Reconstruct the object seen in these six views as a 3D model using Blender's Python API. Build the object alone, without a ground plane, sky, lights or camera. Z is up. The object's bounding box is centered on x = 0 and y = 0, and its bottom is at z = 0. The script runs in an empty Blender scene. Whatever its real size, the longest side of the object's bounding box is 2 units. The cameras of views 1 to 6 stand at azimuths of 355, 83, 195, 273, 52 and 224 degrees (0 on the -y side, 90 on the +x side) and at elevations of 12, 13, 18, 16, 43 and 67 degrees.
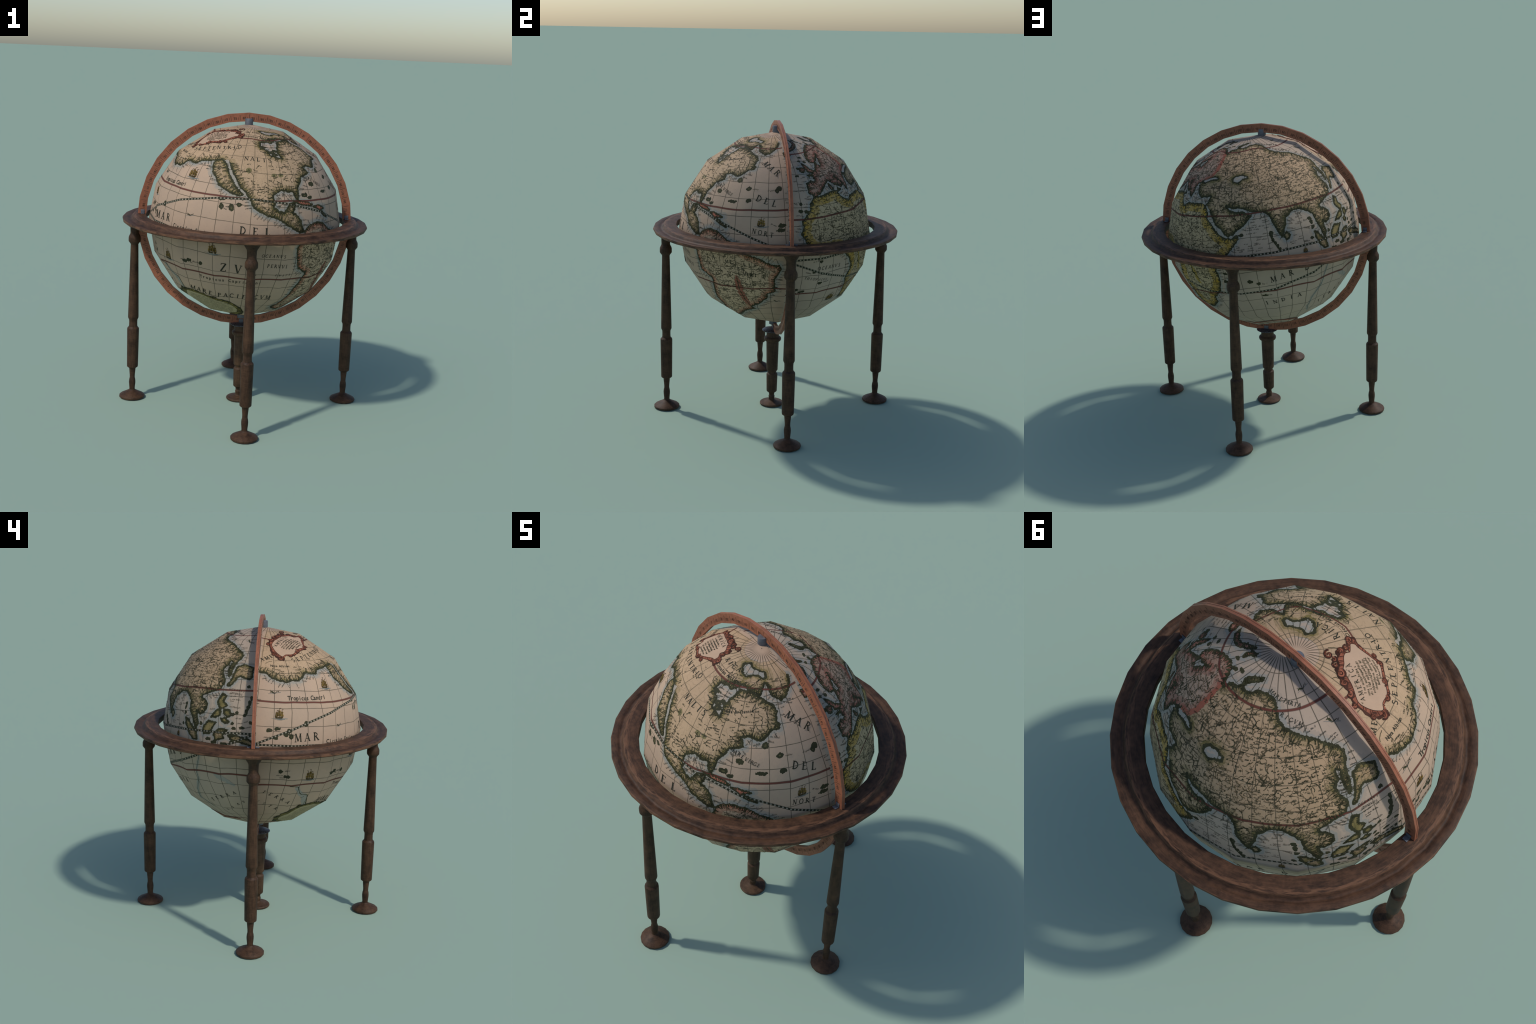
"""Antique library globe: faceted paper-covered ball on a polar axis, engraved
copper meridian ring, moulded wooden horizon ring, four turned legs and a centre post."""
import bpy, bmesh, math, random
import numpy as np
from mathutils import Vector, Matrix, noise as mnoise

random.seed(7)
RNG = np.random.default_rng(11)

# ------------------------------------------------------------------ main sizes
CENTRE_Z = 1.2765          # ball and polar axis centre
RING_Z = 1.2720            # meridian ring centre
AXIS_Y = -0.004
BALL_R = 0.650             # radius of the ball's corner points
MERIDIAN_R, MERIDIAN_IN = 0.7280, 0.6720
MERIDIAN_Y0, MERIDIAN_Y1 = -0.003, 0.017
LEG_RADIUS = 0.743
C3 = Vector((0, AXIS_Y, CENTRE_Z))


# ------------------------------------------------------------------ scene helpers
def link(obj, parent=None):
    bpy.context.scene.collection.objects.link(obj)
    if parent is not None:
        obj.parent = parent
        obj.matrix_parent_inverse = Matrix.Identity(4)
    return obj


def mesh_object(name, verts, faces, mat, parent=None, loc=(0, 0, 0), smooth=None):
    me = bpy.data.meshes.new(name)
    me.from_pydata([tuple(v) for v in verts], [], [tuple(f) for f in faces])
    if isinstance(mat, (list, tuple)):
        for m in mat:
            me.materials.append(m)
    elif mat is not None:
        me.materials.append(mat)
    me.update()
    if smooth is not None:
        smooth_by_angle(me, smooth)
    ob = bpy.data.objects.new(name, me)
    ob.location = loc
    return link(ob, parent)


def smooth_by_angle(me, deg):
    bm = bmesh.new()
    bm.from_mesh(me)
    bmesh.ops.recalc_face_normals(bm, faces=bm.faces)
    for f in bm.faces:
        f.smooth = True
    lim = math.radians(deg)
    for e in bm.edges:
        e.smooth = not (len(e.link_faces) == 2 and e.calc_face_angle(0) > lim)
    bm.to_mesh(me)
    bm.free()


def lathe(profile, segs, phase=0.0, closed=False):
    """Turn a list of (radius, z) round the z axis."""
    verts, faces = [], []
    n = len(profile)
    for i in range(segs):
        a = phase + 2 * math.pi * i / segs
        for r, z in profile:
            verts.append((r * math.cos(a), r * math.sin(a), z))
    for i in range(segs):
        j = (i + 1) % segs
        for k in range(n if closed else n - 1):
            l = (k + 1) % n
            faces.append((i * n + k, j * n + k, j * n + l, i * n + l))
    if not closed:
        faces.append([i * n for i in range(segs)][::-1])
        faces.append([i * n + n - 1 for i in range(segs)])
    return verts, faces


# ------------------------------------------------------------------ node helpers
class Nodes:
    def __init__(self, tree):
        self.t = tree
        self.l = tree.links

    def new(self, kind, **kw):
        n = self.t.nodes.new(kind)
        for k, v in kw.items():
            setattr(n, k, v)
        return n

    def put(self, sock, val):
        if isinstance(val, bpy.types.NodeSocket):
            self.l.new(val, sock)
        elif val is not None:
            sock.default_value = val

    def math(self, op, a, b=None, c=None, clamp=False):
        n = self.new("ShaderNodeMath", operation=op)
        n.use_clamp = clamp
        for s, v in zip(n.inputs, (a, b, c)):
            self.put(s, v)
        return n.outputs[0]

    def mix(self, fac, a, b, blend="MIX"):
        n = self.new("ShaderNodeMix", data_type="RGBA", blend_type=blend)
        self.put(n.inputs[0], fac)
        for s, v in ((n.inputs[6], a), (n.inputs[7], b)):
            self.put(s, (*v, 1.0) if isinstance(v, tuple) and len(v) == 3 else v)
        return n.outputs[2]

    def noise(self, vec, scale, detail=3.0, rough=0.55, distort=0.0):
        n = self.new("ShaderNodeTexNoise")
        self.put(n.inputs["Vector"], vec)
        n.inputs["Scale"].default_value = scale
        n.inputs["Detail"].default_value = detail
        n.inputs["Roughness"].default_value = rough
        n.inputs["Distortion"].default_value = distort
        return n.outputs[0]

    def step(self, val, lo, hi):
        """smooth 0..1 ramp of val between lo and hi"""
        n = self.new("ShaderNodeMapRange", interpolation_type="SMOOTHSTEP")
        self.put(n.inputs[0], val)
        n.inputs[1].default_value, n.inputs[2].default_value = lo, hi
        return n.outputs[0]

    def combine(self, x, y, z):
        n = self.new("ShaderNodeCombineXYZ")
        for s, v in zip(n.inputs, (x, y, z)):
            self.put(s, v)
        return n.outputs[0]

    def scaled(self, vec, s):
        n = self.new("ShaderNodeMapping")
        self.put(n.inputs["Vector"], vec)
        n.inputs["Scale"].default_value = s
        return n.outputs[0]


def new_material(name):
    m = bpy.data.materials.new(name)
    m.use_nodes = True
    N = Nodes(m.node_tree)
    bsdf = m.node_tree.nodes["Principled BSDF"]
    return m, N, bsdf


# ------------------------------------------------------------------ wood, copper, steel
def wood_material(name, dark, light, around):
    """around: grain runs round the z axis (rings) instead of along it (turned legs)."""
    m, N, b = new_material(name)
    tc = N.new("ShaderNodeTexCoord").outputs["Object"]
    sep = N.new("ShaderNodeSeparateXYZ")
    N.put(sep.inputs[0], tc)
    x, y, z = sep.outputs
    if around:
        ang = N.math("ARCTAN2", y, x)
        rad = N.math("SQRT", N.math("ADD", N.math("MULTIPLY", x, x), N.math("MULTIPLY", y, y)))
        vec = N.combine(N.math("MULTIPLY", ang, 1.6), N.math("MULTIPLY", rad, 14.0), N.math("MULTIPLY", z, 14.0))
        streak = N.noise(vec, 7.0, 5, 0.62, 0.4)
        fine = N.noise(N.scaled(vec, (1.0, 3.2, 3.2)), 16.0, 4, 0.6)
        # pale bands along the moulding edges, broken up by the grain
        e1 = N.math("SUBTRACT", 1.0, N.step(N.math("ABSOLUTE", N.math("SUBTRACT", rad, 0.744)), 0.004, 0.020))
        e2 = N.math("SUBTRACT", 1.0, N.step(N.math("ABSOLUTE", N.math("SUBTRACT", rad, 0.826)), 0.002, 0.010))
        pale_edge = N.math("MULTIPLY", N.math("MAXIMUM", e1, e2), N.step(streak, 0.40, 0.62))
    else:
        rnd = N.new("ShaderNodeObjectInfo").outputs["Random"]
        zz = N.math("ADD", N.math("MULTIPLY", z, 1.0), N.math("MULTIPLY", rnd, 9.0))
        vec = N.combine(N.math("MULTIPLY", x, 5.0), N.math("MULTIPLY", y, 5.0), zz)
        streak = N.noise(vec, 8.0, 5, 0.62, 0.5)
        fine = N.noise(N.scaled(vec, (4.0, 4.0, 1.2)), 14.0, 4, 0.6)
    patch = N.noise(tc, 13.0, 4, 0.6)
    cross = N.noise(N.scaled(tc, (1.0, 1.0, 7.0)) if not around else tc, 40.0, 3, 0.6)
    f = N.math("ADD", N.math("MULTIPLY", streak, 0.32), N.math("MULTIPLY", fine, 0.30))
    f = N.math("ADD", f, N.math("MULTIPLY", patch, 0.38))
    f = N.math("ADD", f, N.math("MULTIPLY", cross, 0.24))
    col = N.mix(N.step(f, 0.42, 0.80), dark, light)
    if around:
        col = N.mix(N.math("MULTIPLY", pale_edge, 0.75), col, tuple(c * 1.6 for c in light))
    N.put(b.inputs["Base Color"], col)
    N.put(b.inputs["Roughness"], N.math("MULTIPLY_ADD", fine, 0.2, 0.48))
    b.inputs["Specular IOR Level"].default_value = 0.22
    bump = N.new("ShaderNodeBump")
    bump.inputs["Strength"].default_value = 0.25
    bump.inputs["Distance"].default_value = 0.002
    N.put(bump.inputs["Height"], fine)
    N.put(b.inputs["Normal"], bump.outputs[0])
    return m


def copper_material():
    m, N, b = new_material("meridian_copper")
    tc = N.new("ShaderNodeTexCoord").outputs["Object"]
    patch = N.noise(tc, 7.0, 4, 0.6)
    grain = N.noise(N.scaled(tc, (1.0, 1.0, 1.0)), 60.0, 3, 0.6)
    f = N.math("ADD", N.math("MULTIPLY", patch, 0.7), N.math("MULTIPLY", grain, 0.3))
    col = N.mix(N.step(f, 0.35, 0.68), (0.225, 0.080, 0.042), (0.360, 0.130, 0.068))
    N.put(b.inputs["Base Color"], col)
    b.inputs["Roughness"].default_value = 0.5
    b.inputs["Specular IOR Level"].default_value = 0.35
    return m


def plain_material(name, rgb, rough=0.6, metallic=0.0, vary=0.25, scale=30.0):
    m, N, b = new_material(name)
    tc = N.new("ShaderNodeTexCoord").outputs["Object"]
    f = N.noise(tc, scale, 4, 0.6)
    lo = tuple(c * (1 - vary) for c in rgb)
    hi = tuple(min(1, c * (1 + vary)) for c in rgb)
    N.put(b.inputs["Base Color"], N.mix(N.step(f, 0.3, 0.7), lo, hi))
    b.inputs["Roughness"].default_value = rough
    b.inputs["Metallic"].default_value = metallic
    b.inputs["Specular IOR Level"].default_value = 0.25 if metallic else 0.12
    return m


WOOD_LEG = wood_material("turned_oak", (0.017, 0.0088, 0.0048), (0.088, 0.045, 0.024), False)
WOOD_RING = wood_material("horizon_walnut", (0.016, 0.0085, 0.0050), (0.105, 0.051, 0.027), True)
WOOD_POST = wood_material("post_oak", (0.022, 0.0125, 0.0070), (0.098, 0.054, 0.029), False)
COPPER = copper_material()
STEEL = plain_material("axis_steel", (0.125, 0.132, 0.150), 0.5, 0.25, 0.2)
STEEL_PITTED = plain_material("pitted_steel", (0.10, 0.095, 0.11), 0.4, 0.5, 0.7, 160.0)
ENGRAVING = plain_material("engraved_scale", (0.120, 0.062, 0.042), 0.7, 0.0, 0.3)

# ------------------------------------------------------------------ map frame
# The paper map is laid on the ball as two half-globe prints, each slightly turned.
PRINT_TURN = {"west": (2.48, 2.81, -1.09), "east": (0.39, 8.20, -0.96)}   # degrees about x, y, z


def turn_matrix(half):
    v = Vector([math.radians(a) for a in PRINT_TURN[half]])
    return np.array(Matrix.Rotation(v.length, 3, v.normalized()))


TURN = {h: turn_matrix(h) for h in PRINT_TURN}


def direction(lat, lon):
    a, o = np.radians(lat), np.radians(lon)
    return np.stack([np.cos(a) * np.cos(o), np.cos(a) * np.sin(o), np.sin(a)], -1)


# the ball is a cube divided 4 x 4 per side and rounded out to a sphere: plane of every facet
def rounded(p):
    x, y, z = p
    v = np.array([x * math.sqrt(1 - y * y / 2 - z * z / 2 + y * y * z * z / 3),
                  y * math.sqrt(1 - x * x / 2 - z * z / 2 + x * x * z * z / 3),
                  z * math.sqrt(1 - x * x / 2 - y * y / 2 + x * x * y * y / 3)])
    return v / np.linalg.norm(v)


FACET_N, FACET_H = [], []
for axis in range(3):
    for sign in (-1, 1):
        for i in range(4):
            for j in range(4):
                q = []
                for a, c in ((i, j), (i + 1, j), (i + 1, j + 1), (i, j + 1)):
                    p = [-1 + .5 * a, -1 + .5 * c]
                    p.insert(axis, sign)
                    q.append(rounded(p))
                q = np.array(q)
                for split in (((0, 1, 2), (0, 2, 3)), ((0, 1, 3), (1, 2, 3))):   # keep the convex diagonal
                    planes, convex = [], True
                    for t in split:
                        n = np.cross(q[t[1]] - q[t[0]], q[t[2]] - q[t[0]])
                        n /= np.linalg.norm(n)
                        n = -n if n @ q[t[0]] < 0 else n
                        h = n @ q[t[0]]
                        convex &= bool((q @ n <= h + 1e-9).all())
                        planes.append((n, h * BALL_R))
                    if convex:
                        break
                for n, h in planes:
                    FACET_N.append(n)
                    FACET_H.append(h)
FACET_N, FACET_H = np.array(FACET_N), np.array(FACET_H)


def on_ball(dirs, lift=0.0):
    """Push unit directions out to the faceted ball (coordinates about the ball centre)."""
    d = np.atleast_2d(np.asarray(dirs, float))
    d = d / np.linalg.norm(d, axis=1, keepdims=True)
    out = np.empty(len(d))
    for s in range(0, len(d), 20000):
        nd = d[s:s + 20000] @ FACET_N.T
        t = np.where(nd > 1e-3, FACET_H / np.maximum(nd, 1e-3), 9.0)
        out[s:s + 20000] = t.min(1)
    return d * (out + lift)[:, None]


def place(half, lat, lon):
    return TURN[half] @ direction(lat, lon)


# ------------------------------------------------------------------ geography (latitude, longitude in print degrees)
# "coast" is drawn as shore line; "rest" only closes the area where the print shows no shore.
LANDS = [
    dict(half="west", tint="green", coast=[
        (40, -181), (40, -176), (38, -173), (36, -167), (35, -162), (36, -157), (36, -153), (38, -150), (41, -147),
        (40, -138), (43, -134), (45, -120)], rest=[
        (46, -111)], more=[
        (44, -109), (40, -106), (34, -101), (30, -98), (27, -94), (24, -92), (21, -90), (19, -89), (17, -85),
        (15, -80), (14, -75), (12, -71), (10, -68), (8, -64), (6, -60), (6, -56), (9, -58), (13, -59), (16, -62),
        (17, -65), (19, -63), (23, -63), (22, -67), (20, -68), (17, -70), (18, -74), (20, -77), (22, -76), (24, -77),
        (27, -77), (28, -75), (30, -71), (29, -66), (29, -63), (26, -62), (24, -60), (28, -59), (32, -58), (35, -55),
        (38, -53), (40, -45), (44, -47), (45, -42), (44, -39), (43, -35), (46, -30), (48, -28), (48, -23), (50, -22),
        (52, -24), (56, -22), (59, -24), (61, -31), (63, -37), (65, -48), (65, -58), (62, -61), (59, -64), (56, -66),
        (50, -65), (53, -75), (57, -76), (58, -78), (60, -84), (64, -83), (65, -75), (64, -68), (66, -62), (68, -58),
        (66, -50), (65, -46), (64, -36), (67, -34), (70, -31), (68, -27), (64, -24), (61, -16), (63, -9), (66, -3),
        (69, 2), (71, 3)], end=[(82, 5), (82, -182)]),
    dict(half="west", tint="green", coast=[
        (44, -122), (46, -117), (43, -111.5), (38, -108), (32, -103), (29, -100), (26, -96), (25, -98), (26, -103),
        (28, -108), (30, -113), (34, -116), (37, -120), (42, -122)]),
    dict(half="west", tint="green", lake=True, coast=[
        (74, -68), (78, -78), (80, -65), (78, -55), (77, -40), (76, -30), (73, -28), (72, -33), (74, -39), (74, -48),
        (72, -59)]),
    dict(half="west", tint="red", coast=[
        (4, -56), (7, -55), (9, -53), (11, -47), (10, -41), (6, -35), (4, -30), (-1, -24), (-3, -18), (-4, -16),
        (-6, -12), (-8, -8), (-8, -4), (-10, -3), (-12, -4), (-16, -7), (-20, -7), (-26, -7), (-28, -12), (-32, -13),
        (-36, -19), (-38, -25), (-40, -22), (-43, -28), (-48, -36), (-53, -43), (-55, -50), (-54, -56), (-51, -60),
        (-44, -55), (-37, -54), (-32, -53), (-24, -50), (-20, -49), (-18, -53), (-16, -57), (-13, -58), (-8, -59),
        (-4, -60), (1, -58)]),
    dict(half="west", tint="rose", coast=[(23, -63), (23.5, -57), (22.5, -52), (21, -49.5), (21, -54), (21.5, -58)]),
    dict(half="west", tint="rose", coast=[(20, -49), (20.5, -45), (18.5, -39), (17.8, -44)]),
    dict(half="west", tint="rose", coast=[(17, -42), (15.5, -39), (13, -36), (14, -39), (15.5, -42)]),
    dict(half="east", tint="rose_europe", coast=[
        (36, 22), (38, 18), (42, 18), (44, 18), (45, 22), (44, 24), (45, 26), (48, 25), (49, 21), (49, 25), (51, 30),
        (54, 33), (57, 37), (55, 38), (54, 42), (58, 45), (60, 46), (63, 50), (61, 45), (58, 40), (57, 34), (58, 31),
        (61, 31), (65, 34), (68, 39), (70, 46), (71.5, 54), (71, 61), (69, 67), (67, 71), (65, 70), (66, 74)],
         rest=[(66, 73)], border=[(65, 71), (52, 72.5), (48, 70), (46, 63)], more=[
        (45, 61), (43, 58), (41, 56), (38, 56), (35, 54), (36, 52), (39, 51), (42, 49), (45, 45), (43, 48),
        (39, 50), (38, 48), (39, 46), (41, 42), (44, 38), (42, 34), (40, 31), (37, 26)]),
    dict(half="east", tint="rose_europe", coast=[(58, 21), (56, 23.5), (53, 25), (51, 28), (50, 26), (51, 22),
                                          (53, 22), (55, 21)]),
    dict(half="east", tint="rose_europe", coast=[(54, 15), (54.5, 18), (53, 20), (51, 18), (52, 15)]),
    dict(half="east", tint="rose_europe", coast=[(38, 44), (36.5, 46), (36, 43)]),
    dict(half="east", tint="rose_europe", coast=[(42, 37), (40, 38.5), (38, 39.5), (38, 37.5), (40, 36.5)]),
    dict(half="east", tint="rose_europe", coast=[(67.5, 1), (67.5, 8), (65.5, 11), (63.5, 7), (64, 2)]),
    dict(half="east", tint="rose_europe", coast=[(70, 7), (71.5, 14), (72.5, 22), (75.5, 29), (79, 31), (80.5, 36), (77.5, 37), (73.5, 32),
                                                 (70.5, 22), (69, 13)]),
    dict(half="east", tint="rose_europe", coast=[(76, 52), (77.5, 45), (79.5, 44), (81, 52), (80, 58), (79, 50), (77.5, 51)]),
    dict(half="east", tint="yellow", coast=[
        (36, 21.5), (32, 17), (28, 16), (25, 13), (22, 10), (19, 11), (15, 9), (13, 11), (10, 12), (7, 15), (5, 19),
        (4.5, 28), (4, 34), (1, 38), (-3, 42), (-8, 44.5), (-12, 44), (-15, 43), (-18, 43), (-22, 45), (-28, 46),
        (-34, 47), (-36.5, 50), (-36, 57), (-31, 65), (-27, 66), (-22, 73), (-18, 75), (-15, 76), (-11, 76),
        (-8, 75), (-3, 78), (2, 85), (5, 88), (8, 91), (10, 93), (12, 92), (10, 89), (11, 84), (13, 81), (15, 79),
        (18, 77), (22, 74), (26, 73), (29, 71), (30.5, 69)], rest=[(30.5, 69.5)], more=[
        (31, 67), (31, 62), (31, 57), (31, 53), (29, 50), (30.5, 46), (33, 43), (36, 42), (37, 38), (36, 31),
        (35, 25)]),
    dict(half="east", tint="asia", coast=[
        (42, 59.5), (37, 62), (35, 65), (35.5, 74), (32, 73), (30.5, 71.5)], rest=[(30, 72)], more=[
        (27, 75), (23, 77.5), (19, 79.5), (16, 83), (13, 85), (12, 87), (13, 90), (15, 93), (18, 98), (22, 102),
        (24.5, 97), (25, 92), (26.5, 88), (29.5, 86), (28.5, 88), (27.5, 91), (27.5, 94), (26.5, 98), (25, 101),
        (24, 106), (23, 111), (20, 113), (17, 114), (14, 115), (9, 117), (8, 118), (10, 119), (14, 121), (18, 122),
        (19, 124), (21, 127), (21, 132), (20, 134), (18, 137), (16, 139), (11, 140), (7, 142), (4, 143), (1, 144.5),
        (4, 146), (7, 145), (11, 144.5), (9, 147), (10, 149.5), (12, 151), (15, 151), (17, 149), (18, 146),
        (19.5, 146), (22, 152), (24, 158), (28, 160), (31, 158), (34, 157), (36, 156), (38, 158.5), (42, 159),
        (41, 161), (36, 160.5), (31, 161.5), (32, 162.5), (36, 163.3), (41, 164), (44, 166), (47, 167), (49, 165),
        (51, 161), (54, 156), (56, 150), (57, 146), (59, 140), (60, 137), (63, 132), (67, 130), (70, 128),
        (72, 119), (72, 107), (70, 100), (70, 91), (72.5, 84), (74.5, 85), (76, 93), (77, 106), (76, 106),
        (73.5, 92), (71, 87), (69, 84), (69, 78), (67, 75)],
         end=[(65, 71.5), (52, 73), (48, 70.5), (46, 63.5), (44, 61)]),
    dict(half="east", tint="asia", lake=True, coast=[(45, 90), (46.5, 92), (47, 98), (45.5, 102), (44, 102),
                                                     (43.5, 98), (42, 95), (43, 91)]),
    dict(half="east", tint="asia", lake=True, coast=[(44, 61), (46, 63), (47.5, 73), (46, 78), (45, 77), (45, 70),
                                                     (43.5, 65)]),
    dict(half="east", tint="asia", coast=[(38, 166), (39.5, 171), (37, 177), (32, 177), (30, 175), (32, 169),
                                          (30.5, 167), (26, 163.5), (26, 161.5), (29, 163.5), (34, 165)]),
    dict(half="east", tint="asia", coast=[(10, 121), (8, 122.5), (6, 122), (5.5, 120), (8, 119)]),
    dict(half="east", tint="asia", coast=[(6.5, 137), (5, 139.5), (2, 142), (-1, 145), (-5, 145.5), (-5, 143),
                                          (-2, 140), (2, 138)]),
    dict(half="east", tint="yellow_island", coast=[(6, 153), (5, 158), (2, 156), (-1, 154), (-1.5, 150), (2, 149.5)]),
    dict(half="east", tint="yellow_island", coast=[(21, 160), (20, 162.5), (17, 161.5), (14.5, 164), (13, 162), (13.5, 159.5), (17, 157.8)]),
    dict(half="east", tint="yellow_island", coast=[(12.5, 163), (12, 166), (9.5, 166.5), (8.5, 164.5), (10.5, 162.5)]),
    dict(half="east", tint="yellow_island", coast=[(12, 158.5), (12, 161), (9, 160.5), (8, 158), (8, 154.5), (9.5, 156)]),
    dict(half="east", tint="yellow_island", coast=[(7.5, 161), (8, 163.5), (6, 165.5), (5, 164), (6, 162)]),
    dict(half="east", tint="yellow", coast=[(-12, 84), (-15, 85), (-20, 83), (-24, 81), (-25, 79), (-21, 79), (-16, 81)]),
    dict(half="east", tint="asia", coast=[(-2, 166), (-1, 170), (-2.5, 174), (-3, 177), (-5, 180.5), (-7, 180.5),
                                          (-5.5, 175), (-4.5, 171), (-3.5, 167)]),
    dict(half="east", tint="asia", coast=[(-1, 157), (2, 160), (1.5, 165), (-1, 162.5), (-3, 163), (-4.5, 158)]),
]
# islets: latitude, longitude, half-width, half-height (degrees)
ISLETS = {
    "west": [(41, -32, 1.9, 1.9), (33, -46, 2.3, 1.5), (36, -24, 1.7, 1.4), (29, -23, 1.8, 1.2), (28, -34, 2.4, .7),
             (36.5, -2.5, 1.6, 1.8), (35, -4, 1.3, 1.2), (27, -54, 2.6, 1.5), (25.5, -50, 1.6, .8), (39, -70, 1.2, .9),
             (39, -75, 1.2, .9), (41, -94, 1.4, 1.3), (18, -108, 1.6, 1.8), (18, -102, 1.8, 2.6), (20, -97.5, 1.8, 1.2),
             (22, -108, 1.8, .9), (12, -151, 1.6, 1.8), (8, -161, 1.4, 1.3), (6, -163, 1.5, 1.3), (5, -160, 1.2, 1.4),
             (4, -169, 1.8, 1.0), (8, -172, 1.7, 1.0), (9, -168, 1.5, .9), (-15, -164, 1.3, 1.0), (-18, -161, .8, .8),
             (-18, -159, 1.0, .8), (-17.5, -129, 1.5, .9), (-16.5, -126, 1.3, .9), (-17, -118, 1.1, 1.0),
             (15, -2, 2.2, 1.2), (12.5, -2.5, 2.0, .8), (60, -80, 2, 1.2), (55.5, -73, 2.5, 1.5), (53.5, -70, 2.4, 1.4),
             (57, -69, 1.8, 1.4), (67, -68, 3.2, 1.2), (65.5, -79, 2.2, 1.0), (-23, -7, 1.2, .8)],
    "east": [(32, 10, .9, 1.1), (28, 9, 1.3, .7), (27.5, 13, 1.0, .6), (12, 95, 1.1, .8), (14, 136, .9, .8),
             (12, 136.3, .9, 1.0), (9, 136.6, 1.0, .8), (4, 148, .7, .8), (3, 135, .8, .7), (-16, 95, 1.5, .9),
             (-18, 100, .9, .6), (-10, 81, 1.0, .7), (-15, 80, .9, .6), (-13, 84, .9, .6), (-27, 102, 1.2, .5),
             (-2, 21, .7, .5), (-8, 17, 1.0, 1.1), (-16, 22, 1.5, .7), (-20, 7, 1.5, .9), (-22, 11, 1.3, .6),
             (26, 175, .9, .8), (6, 178, .9, .8), (10, 167.5, 1.3, .6), (3, 173, 1.0, .5), (11, 170, .6, .6),
             (5, 167.5, .7, .6), (19, 177.6, .8, 1.3), (16.5, 176.8, .8, 1.3), (14, 176.0, .8, 1.3), (11.8, 175.2, .8, 1.2), (10, 174.4, .8, .9),
             (60, 19, .7, .6), (63, 23, .8, .6), (59, 25, .7, .6), (54, 13, .7, .6), (49, 11, .8, .6), (74, 51, .8, .6), (72, 64, .8, .7), (74, 71, .7, .6),
             (11, 112, 1.2, 1.1), (9, 112, .6, .6), (7, 112.5, .5, .7), (5, 113.5, .5, .7), (3, 114.5, .5, .7),
             (1, 115.5, .5, .7), (-1.5, 167, 1.4, .8), (0.5, 163.5, .8, 1.4), (-5, 168, 1.6, .8), (-6, 163, 1.5, .7),
             (-4, 153, 1.4, .6), (-5.5, 157, 1.6, .7), (2.5, 168.5, .8, .6), (-7, 150, 1.8, .7)],
}


def land_polygon(L):
    return L["coast"] + L.get("rest", []) + L.get("border", []) + L.get("more", []) + L.get("end", [])


def shore_runs(L):
    if "more" in L or "end" in L:
        runs = [L["coast"]] + ([L["more"]] if "more" in L else [])
        if "end" not in L:                       # closes back on its first shore point
            runs[-1] = runs[-1] + [L["coast"][0]]
        return runs
    return [L["coast"] + [L["coast"][0]]]


def inside(poly, lat, lon):
    p = np.array(poly, float)
    res = np.zeros(len(lat), bool)
    for (y0, x0), (y1, x1) in zip(p, np.roll(p, -1, 0)):
        if y0 == y1:
            continue
        hit = ((y0 > lat) != (y1 > lat)) & (lon < (x1 - x0) * (lat - y0) / (y1 - y0) + x0)
        res ^= hit
    return res


def line_distance(run, lat, lon):
    best = np.full(len(lat), 99.0)
    p = np.array(run, float)
    cl = np.cos(np.radians(lat))
    for (y0, x0), (y1, x1) in zip(p[:-1], p[1:]):
        near = (lat > min(y0, y1) - 8) & (lat < max(y0, y1) + 8)
        idx = np.nonzero(near)[0]
        c = cl[idx]
        ax, ay = (x0 - lon[idx]) * c, y0 - lat[idx]
        dx, dy = (x1 - x0) * c, y1 - y0
        t = np.clip(-(ax * dx + ay * dy) / np.maximum(dx * dx + dy * dy, 1e-9), 0, 1)
        best[idx] = np.minimum(best[idx], np.hypot(ax + t * dx, ay + t * dy))
    return best


TINTS = ["green", "red", "rose", "rose_europe", "yellow", "asia", "yellow_island", "islet"]


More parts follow.
